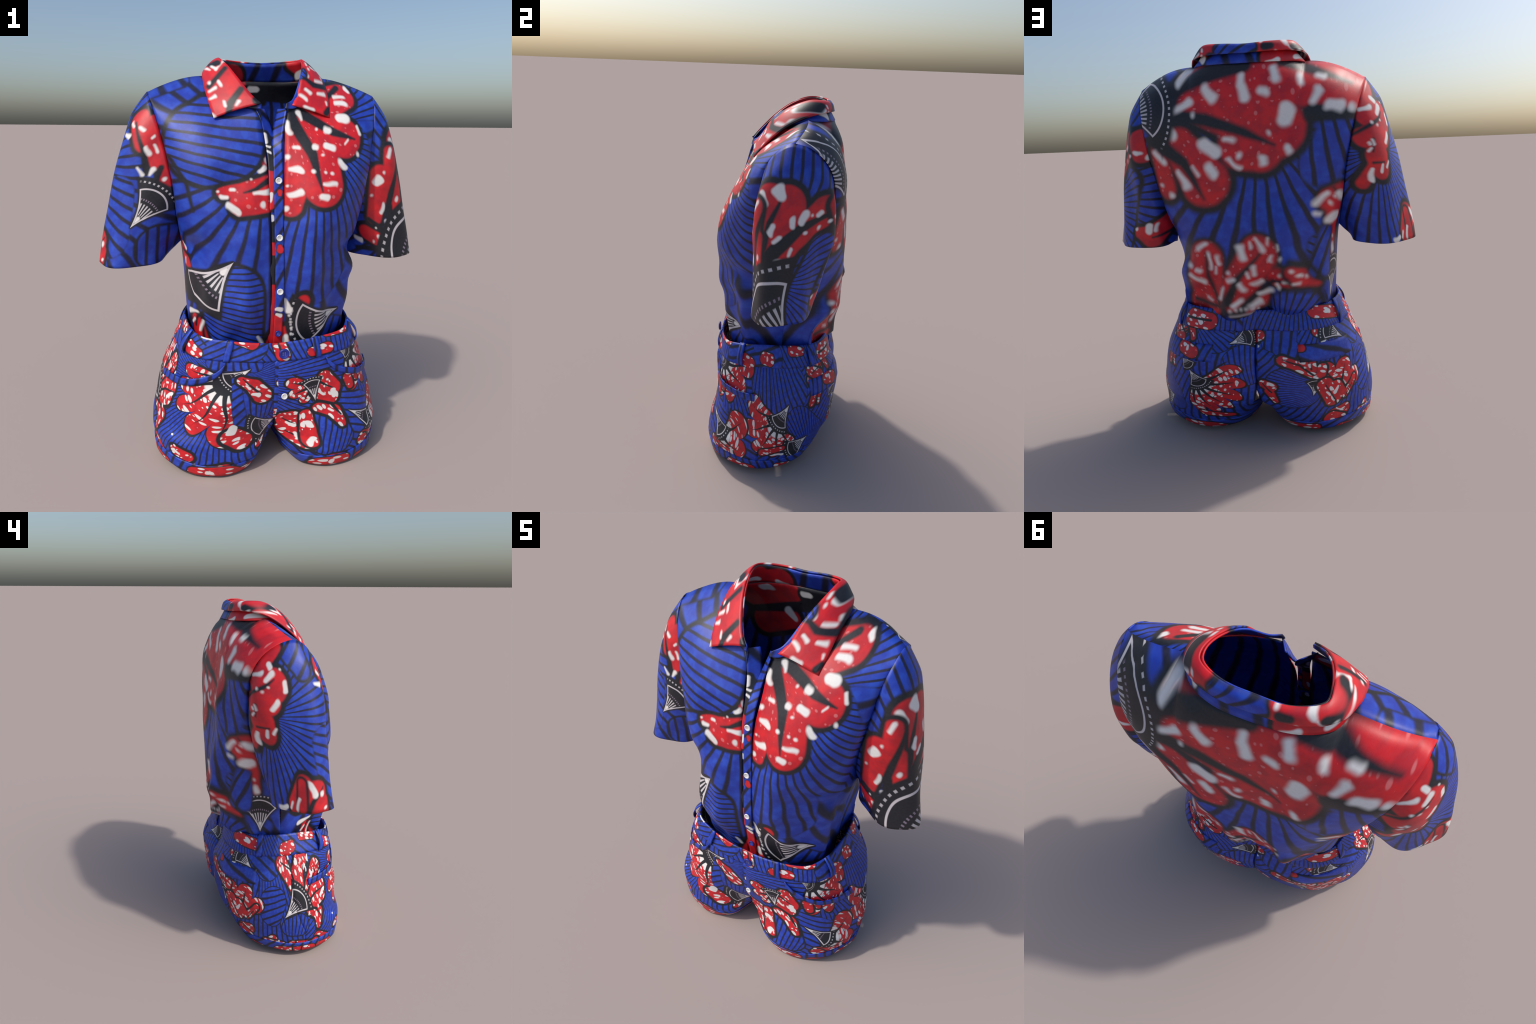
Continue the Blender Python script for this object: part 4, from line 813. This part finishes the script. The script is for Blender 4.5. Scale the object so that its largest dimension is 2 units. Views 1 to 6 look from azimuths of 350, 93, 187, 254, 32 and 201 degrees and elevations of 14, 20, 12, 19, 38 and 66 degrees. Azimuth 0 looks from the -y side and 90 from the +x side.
def draw_motif(g, op, P, Q, C, red, e, scale, name):
    k = op[0]
    if k == "fan":
        S = g.stripes(P, op[1], op[2], e)
        if op[3] is None:
            C = S
        else:
            d = g.union(P, op[3])
            o = op[4]
            C = g.mix(g.ramp(d, o + e, o - e), C, INK)
            C = g.mix(g.ramp(d, e, -e), C, S)
    elif k == "allred":
        C = red
    elif k == "red":
        d = g.union(P, op[1], soft=e * 1.5)
        o = op[2]
        C = g.mix(g.ramp(d, o + e, o - e), C, INK)
        R = red
        if op[3]:
            r, a = g.polar(P, op[3], 0)
            dd, cc = g.voronoi(g.vec(g.m("MULTIPLY", r, 22 / scale), g.m("MULTIPLY", a, 9.0)), 1.0)
            R = g.mix(g.m("MULTIPLY", g.ramp(g.m("SUBTRACT", dd, g.m("MULTIPLY", cc[1], .22)), .04, -.08), .55), R, (.75, .25, .25))
        c = op[1][0]
        ang = math.atan2(c[4] - c[1], c[3] - c[0])
        if scale < .8:                      # small print: white drops along the petal
            ca, sa = math.cos(ang), math.sin(ang)
            fu = g.v("DOT_PRODUCT", P, (ca * 20, sa * 20, 0)); fw = g.v("DOT_PRODUCT", P, (-sa * 42, ca * 42, 0))
            dd, cc = g.voronoi(g.vec(fu, fw), 1.0)
            R = g.mix(g.ramp(g.m("SUBTRACT", dd, g.m("MULTIPLY", cc[0], .40)), .05, -.05), R, WHITE)
        C = g.mix(g.ramp(d, e, -e), C, R)
    elif k in ("white", "black", "line"):
        ws = .88 if k == "white" and scale > .8 else 1.0
        d = g.union(Q if k == "white" else P, [(c[0], c[1], c[2] * ws, c[3], c[4], c[5] * ws) for c in op[1]])
        C = g.mix(g.ramp(d, e * .9, -e * .9), C, INK if k == "black" else (WHITE if k == "white" else ((.55, .5, .52) if name != "shirt_front" else INK)))
    elif k == "pod":
        T, E, half, halo = op[1:]
        R = math.hypot(E[0] - T[0], E[1] - T[1]); ax = math.atan2(E[1] - T[1], E[0] - T[0])
        A = math.radians(half)
        r, a = g.polar(P, T, ax)
        aa = g.m("ABSOLUTE", a)
        # sides curve inwards towards the tip, the far end is an arc
        side = g.m("MULTIPLY", g.m("SUBTRACT", aa, g.m("MULTIPLY_ADD", g.m("DIVIDE", r, R), .55 * A, .5 * A)), r)
        mx, my = T[0] + .40 * (E[0] - T[0]), T[1] + .40 * (E[1] - T[1])
        end = g.m("SUBTRACT", g.v("LENGTH", g.v("SUBTRACT", P, (mx, my, 0))), .60 * R)
        d = g.m("MAXIMUM", side, end)
        C = g.mix(g.ramp(g.m("MAXIMUM", g.m("SUBTRACT", side, .05 * R), g.m("SUBTRACT", r, halo * R)), e, -e), C, INK)
        # ring of dots outside the arc
        if halo > 1.12:
            dots = g.m("MINIMUM", g.ramp(g.m("ABSOLUTE", g.m("SUBTRACT", r, R * 1.09)), .030 * R, .012 * R), g.ramp(g.m("SINE", g.m("MULTIPLY", a, 60.0)), -.1, .5))
            dots = g.m("MINIMUM", dots, g.ramp(aa, A * 1.1, A * .95))
            C = g.mix(dots, C, (.5, .48, .5))
        w = .020 * R
        C = g.mix(g.ramp(g.m("ABSOLUTE", g.m("ADD", d, w)), w * 1.25, w * .55), C, (.62, .58, .60))
        # rays and a drop inside
        rr = g.m("DIVIDE", r, R)
        rays = g.m("MINIMUM", g.ramp(g.m("SINE", g.m("MULTIPLY", a, 44.0)), -.2, .4), g.ramp(g.m("ABSOLUTE", g.m("SUBTRACT", rr, .47)), .15, .12))
        rays = g.m("MINIMUM", rays, g.ramp(aa, A * .75, A * .65))
        C = g.mix(rays, C, (.55, .52, .54))
        dr = g.m("MINIMUM", g.ramp(g.m("SINE", g.m("MULTIPLY", a, 70.0)), -.1, .4), g.ramp(g.m("ABSOLUTE", g.m("SUBTRACT", rr, .70)), .03, .015))
        C = g.mix(g.m("MULTIPLY", g.m("MINIMUM", dr, g.ramp(aa, A * .8, A * .7)), .6), C, (.4, .32, .42))
        cx, sx = math.cos(ax), math.sin(ax)
        drop = g.capsule(P, (T[0] + cx * R * .17, T[1] + sx * R * .17, .015 * R, T[0] + cx * R * .27, T[1] + sx * R * .27, .05 * R))
        C = g.mix(g.ramp(drop, e * .6, -e * .6), C, WHITE)
    elif k == "blossom":
        c, a0, a1, n, R0, R1, rb, o, swirl = op[1:]
        mid, span = (a0 + a1) / 2, (a1 - a0) * n / max(n - 1, 1) * (.92 if n > 2 else .8)
        r, a = g.polar(P, c, mid)
        a = g.m("MULTIPLY_ADD", g.m("SINE", g.m("MULTIPLY", r, 30.0)), .06, a)
        t = g.m("MULTIPLY_ADD", a, 1 / span, .5)                    # 0..1 across the flower
        lobe = g.m("POWER", g.m("ABSOLUTE", g.m("SINE", g.m("MULTIPLY", t, math.pi * n))), .42)
        env = g.m("MULTIPLY_ADD", t, R1 - R0, R0)
        Rm = g.m("MULTIPLY", env, g.m("MULTIPLY_ADD", lobe, .42, .60))
        sd = g.m("MULTIPLY", g.m("MULTIPLY", g.m("SUBTRACT", g.m("ABSOLUTE", g.m("SUBTRACT", t, .5)), .5), span), r)
        d = g.m("MAXIMUM", g.m("SUBTRACT", r, Rm), sd)
        C = g.mix(g.ramp(d, o + e, o - e), C, INK)
        f = g.m("SUBTRACT", g.m("FRACT", g.m("MULTIPLY", t, float(n))), .5)   # across one petal
        S = g.spots(r, a, 22.0 / scale, 2.2 * n / span * .8)
        S = g.m("MAXIMUM", S, g.ramp(g.m("SUBTRACT", r, rb * (R0 + R1) / 2 * 1.22), .006, -.006))
        K = g.mix(S, red, WHITE)
        vein = g.m("MULTIPLY", g.m("MULTIPLY", g.m("ABSOLUTE", f), span / n), r)
        vw = g.m("SUBTRACT", vein, g.m("MULTIPLY_ADD", g.m("DIVIDE", r, env), -.016 * scale * 2, .014 * scale * 2))
        K = g.mix(g.ramp(vw, e * .6, -e * .6), K, INK)
        K = g.mix(g.ramp(r, rb * (R0 + R1) / 2 * .80 + e, rb * (R0 + R1) / 2 * .80 - e), K, INK)
        C = g.mix(g.ramp(d, e, -e), C, K)
    return C

def print_material(name, ops, coords, soft, warp=.010, scale=1.0, rough=.48, base_shift=None):
    g = Net(name)
    tc = g.t.nodes.new("ShaderNodeTexCoord")
    P = coords(g, tc.outputs["Object"])
    if base_shift: P = g.v("ADD", P, base_shift)
    P0 = P
    w1, w2 = g.noise(P, 5.0 / scale, 1.0), g.noise(g.v("ADD", P, (3.7, 1.9, .6)), 5.0 / scale, 1.0)
    P = g.v("ADD", g.vec(g.m("MULTIPLY_ADD", w1, warp, -warp / 2), g.m("MULTIPLY_ADD", w2, warp, -warp / 2)), P)
    q1, q2 = g.noise(P, 13.0 / scale, .5), g.noise(g.v("ADD", P, (5.1, 2.3, .9)), 13.0 / scale, .5)
    Q = g.v("ADD", g.vec(g.m("MULTIPLY_ADD", q1, .034 * scale, -.017 * scale), g.m("MULTIPLY_ADD", q2, .034 * scale, -.017 * scale)), P)
    fine = g.noise(P0, 90.0 / scale, 3.0)
    g.wob = g.m("MULTIPLY_ADD", g.noise(P0, 7.0 / scale, 1.0), 1.6, -.8)
    g.blue = g.mix(g.ramp(g.noise(P0, 22.0 / scale, 3.0), .38, .68), BLUE, BLUE2)
    red = g.mix(g.ramp(g.noise(P0, 16.0 / scale, 2.0), .35, .65), RED2, RED)
    C = g.blue
    def pieces(op):
        """long lists of small marks are drawn a dozen at a time"""
        if op[0] in ("white", "black", "line") and len(op[1]) > 12:
            for q in range(0, len(op[1]), 12):
                yield (op[0], op[1][q:q + 12])
        else:
            yield op
    for n, op in enumerate(p for o in ops for p in pieces(o)):
        t = bpy.data.node_groups.new("motif_" + op[0], "ShaderNodeTree")
        for nm, ty in (("P", "Vector"), ("Q", "Vector"), ("C", "Color"), ("Blue", "Color"), ("Red", "Color"), ("Wobble", "Float")):
            t.interface.new_socket(nm, in_out="INPUT", socket_type="NodeSocket" + ty)
        t.interface.new_socket("C", in_out="OUTPUT", socket_type="NodeSocketColor")
        gi, go = t.nodes.new("NodeGroupInput"), None
        h = Net(None, t)
        h.blue, h.wob = gi.outputs["Blue"], gi.outputs["Wobble"]
        out = draw_motif(h, op, gi.outputs["P"], gi.outputs["Q"], gi.outputs["C"], gi.outputs["Red"], soft, scale, name)
        go = t.nodes.new("NodeGroupOutput")
        t.links.new(out, go.inputs[0])
        gn = g.t.nodes.new("ShaderNodeGroup"); gn.node_tree = t
        for nm, v in (("P", P), ("Q", Q), ("C", C), ("Blue", g.blue), ("Red", red), ("Wobble", g.wob)):
            g._set(gn.inputs[nm], v)
        C = gn.outputs[0]
    # woven grain
    C = g.mix(g.m("MULTIPLY", g.ramp(fine, .35, .7), .05), C, (.12, .13, .18))
    g._set(g.bsdf.inputs["Base Color"], C)
    g.bsdf.inputs["Roughness"].default_value = rough
    g.bsdf.inputs["Specular IOR Level"].default_value = .5
    b = g.t.nodes.new("ShaderNodeBump"); b.inputs["Strength"].default_value = .12; b.inputs["Distance"].default_value = .002
    g._set(b.inputs["Height"], g.noise(tc.outputs["Object"], 140.0, 2.0)); g._set(g.bsdf.inputs["Normal"], b.outputs[0])
    return g.mat

def flat_xz(g, O):
    x, y, z = g.xyz(O)
    return g.vec(x, z)
def wrapped(front):
    """x-z plane whose edges run on round the side of the body"""
    def f(g, O):
        x, y, z = g.xyz(O)
        t = g.m("ADD", y, .15) if front else g.m("SUBTRACT", .20, y)
        k = g.m("MULTIPLY", g.m("MULTIPLY", g.m("MAXIMUM", t, 0.0), .9), g.ramp(z, 1.62, 1.40))
        return g.vec(g.m("MULTIPLY_ADD", g.m("SIGN", x), k, x), z)
    return f
def round_sleeve(side):
    def f(g, O):
        x, y, z = g.xyz(O)
        dz = g.m("SUBTRACT", 1.82, z)
        a = g.m("ARCTAN2", g.m("SUBTRACT", g.m("MULTIPLY_ADD", dz, -.05, .05), y), g.m("SUBTRACT", g.m("MULTIPLY", x, float(side)), g.m("MULTIPLY_ADD", dz, .235, .46)))
        return g.vec(g.m("MULTIPLY", a, .17), z)
    return f
def round_hips(g, O):
    x, y, z = g.xyz(O)
    a = g.m("ARCTAN2", g.m("DIVIDE", g.m("SUBTRACT", x, .008), .58), g.m("DIVIDE", g.m("ADD", y, .02), -.37))
    return g.vec(g.m("MULTIPLY", a, .47), z)

def plain(name, col, rough=.5):
    g = Net(name)
    tc = g.t.nodes.new("ShaderNodeTexCoord")
    n = g.noise(tc.outputs["Object"], 300.0, 2.0)
    c2 = tuple(v * .82 for v in col)
    g._set(g.bsdf.inputs["Base Color"], g.mix(n, c2, col))
    g.bsdf.inputs["Roughness"].default_value = rough

def build_materials():
    print_material("shirt_front", FRONT_PRINT, wrapped(True), .0070)
    print_material("shirt_back", BACK_PRINT, wrapped(False), .0165)
    print_material("sleeve_left", LEFT_SLEEVE_PRINT, round_sleeve(1), .0075)
    print_material("sleeve_right", RIGHT_SLEEVE_PRINT, round_sleeve(-1), .0075)
    print_material("collar", COLLAR_PRINT, flat_xz, .0075)
    # each of the four shorts panels carries only the motifs that touch it (u runs round the hips, 0 in front)
    for nm, lo, hi in (("shorts_front_left", -.10, .95), ("shorts_front_right", -.95, .10), ("shorts_back_left", .55, 1.55), ("shorts_back_right", -1.55, -.55)):
        def touches(op):
            if op[0] == "fan":
                return op[3] is None or any(box(c) for c in op[3])
            if op[0] in ("red", "white", "black", "line"):
                return any(box(c) for c in op[1])
            if op[0] == "pod":
                R = math.hypot(op[2][0] - op[1][0], op[2][1] - op[1][1])
                return lo - R < op[2][0] < hi + R
            if op[0] == "blossom":
                R = max(op[5], op[6])
                return lo - R < op[1][0] < hi + R
            return True
        def box(c):
            return min(c[0] - c[2], c[3] - c[5]) < hi and max(c[0] + c[2], c[3] + c[5]) > lo
        ops = [] if "front" in nm else [("fan", (1.55 if "left" in nm else -1.0, .95), 150, None, 0.0)]
        for op in SHORTS_PRINT[0 if "front" in nm else 1:]:
            if touches(op):
                if op[0] in ("white", "black", "line"):
                    op = (op[0], [c for c in op[1] if box(c)])
                ops.append(op)
        print_material(nm, ops, round_hips, .0026, warp=.006, scale=.45)
    bits = [("fan", (.1, -.6), 240, None, 0.0)]
    small = lambda nm, fan, ops, shift, co: print_material(nm, [("fan", fan[0], fan[1], None, 0.0)] + ops, co, .0026, warp=.006, scale=.45, base_shift=shift)
    small("waistband", ((.3, .1), 150), [("fan", (1.3, .1), 150, [(.85, .66, .1, 1.6, .66, .1)], .005), ("fan", (-1.2, 1.1), 150, [(-.95, .66, .1, -1.6, .66, .1)], .005), ("fan", (-.9, .3), 160, [(-.35, .66, .07, -.1, .66, .07), (.45, .66, .08, .75, .66, .07)], .005),
          ("red", [(-.40, .64, .03, -.33, .62, .02), (.16, .615, .02, .24, .625, .025), (-.02, .71, .012, -.05, .70, .01), (.50, .64, .03, .56, .62, .03), (.90, .70, .03, .98, .69, .02), (-.80, .64, .04, -.72, .66, .03), (-.16, .69, .022, -.10, .675, .03), (.02, .66, .03, .035, .61, .03), (.24, .70, .022, .36, .70, .02), (.66, .66, .03, .72, .65, .03), (-.62, .70, .02, -.50, .695, .02), (1.15, .66, .045, 1.25, .65, .04), (-1.2, .69, .03, -1.05, .67, .03)], .006, None),
          ("white", [(-.13, .69, .006, -.13, .70, .008), (.27, .70, .008, .28, .705, .008), (.33, .70, .006, .34, .70, .008), (-.33, .695, .007, -.28, .69, .007), (.69, .66, .009, .69, .65, .008), (-.56, .70, .007, -.54, .70, .007), (1.2, .66, .012, 1.21, .64, .012), (-1.12, .68, .009, -1.1, .68, .01)]),
          ("black", [(.01, .70, .004, .03, .62, .006), (1.12, .66, .006, 1.26, .655, .006), (-.36, .70, .005, -.30, .66, .004), (.56, .70, .006, .48, .67, .005)])], None, round_hips)
    small("shorts_hem", ((.2, 1.2), 170), [("red", [(.50, .03, .04, .62, .02, .04), (-.55, .05, .02, -.45, .045, .015), (-.08, .03, .025, -.14, .02, .02), (.34, .02, .02, .40, .015, .02), (.80, .05, .02, .88, .04, .02), (-1.05, .02, .03, -.98, .03, .02), (-.86, .03, .04, -.62, .03, .045), (.18, .03, .03, .26, .03, .035), (-.30, .03, .03, -.18, .03, .04), (1.05, .03, .03, 1.2, .04, .03), (-1.35, .03, .04, -1.2, .03, .04)], .007, None),
          ("white", [(.55, .03, .010, .56, .04, .010), (.60, .02, .008, .60, .03, .008), (-.80, .03, .012, -.79, .045, .01), (-.72, .02, .010, -.72, .04, .010), (-.66, .03, .009, -.65, .02, .009), (.22, .03, .012, .22, .04, .01), (-.25, .03, .012, -.24, .03, .012), (-1.28, .03, .012, -1.27, .04, .01), (1.12, .03, .01, 1.13, .03, .01)]),
          ("black", [(-.76, .07, .006, -.75, .0, .01), (-.69, .07, .006, -.70, .0, .008)])], None, round_hips)
    small("belt_loop", ((.2, 2.2), 260), [], None, round_hips)
    small("pocket_band", ((.1, 1.8), 190), [("red", [(.50, .56, .02, .52, .50, .02)], .006, None)], None, round_hips)
    small("pocket_flap", ((1.0, -.4), 170), [("red", [(1.15, .52, .03, 1.21, .50, .03), (-1.36, .53, .02, -1.30, .53, .02)], .006, None), ("white", [(1.18, .52, .007, 1.18, .51, .008)])], None, round_hips)
    small("fly", ((.9, .2), 130), [("red", [(.03, .47, .022, .05, .455, .02), (.0, .29, .03, .06, .28, .03)], .006, None), ("white", [(.03, .475, .007, .035, .47, .007), (.02, .29, .01, .03, .28, .01)]), ("black", [(.0, .275, .005, .06, .285, .005)])], None, round_hips)
    print_material("placket", [("fan", (.5, 1.9), 110, None, 0.0), ("red", [(.03, .75, .05, .03, .62, .05)], .01, None), ("red", [(.03, 1.38, .012, .03, 1.37, .008)], .004, None), ("red", [(.03, 1.12, .018, .028, 1.13, .012)], .004, None),
                               ("white", [(.02, .83, .010, .04, .82, .012), (.02, .80, .008, .04, .79, .01)])], flat_xz, .004)
    print_material("button_band", [("fan", (.6, 1.2), 70, None, 0.0), ("red", [(-.02, 1.34, .04, -.01, 1.45, .03), (0, .9, .05, 0, .6, .05), (-.01, 1.15, .03, -.01, 1.10, .03)], .008, None), ("black", [(-.03, 1.62, .03, .0, 1.50, .03), (.0, 1.05, .04, .0, .98, .02), (0, 1.18, .03, 0, 1.25, .03)]), ("white", [(-.022, 1.63, .012, -.02, 1.60, .012), (-.01, 1.36, .012, -.01, 1.34, .012), (-.01, 1.28, .01, -.01, 1.26, .012), (-.015, 1.58, .006, .0, 1.575, .006), (-.015, 1.555, .006, .0, 1.55, .006)])], flat_xz, .004)
    print_material("collar_stand", [("fan", (.4, 2.9), 60, None, 0.0), ("red", [(-.12, 1.91, .06, -.22, 1.90, .05), (.19, 1.98, .03, .22, 1.96, .03), (-.28, 1.9, .05, -.2, 1.95, .03)], .02, None), ("white", [(-.13, 1.895, .016, -.09, 1.89, .014), (-.22, 1.91, .018, -.26, 1.92, .02), (.22, 1.92, .02, .24, 1.93, .02)])], flat_xz, .006)
    print_material("lining", [("fan", (.0, 2.6), 90, None, 0.0), ("red", [(-.28, 1.83, .10, -.08, 1.85, .05), (-.25, 1.66, .07, -.10, 1.70, .05)], .03, None), ("black", [(-.3, 1.72, .02, .05, 1.80, .03), (.0, 1.85, .05, .25, 1.84, .06)]),
                              ("white", [(-.02, 1.855, .02, .02, 1.85, .02), (-.12, 1.74, .025, -.08, 1.71, .02), (-.22, 1.85, .02, -.18, 1.86, .02), (.0, 1.72, .02, .04, 1.74, .02)])], flat_xz, .007)
    plain("button_white", (.82, .82, .82), .35)
    plain("button_blue", (.015, .03, .30), .4)
    plain("thread", (.25, .25, .25), .8)

build_materials()
build_shirt()
build_shorts()
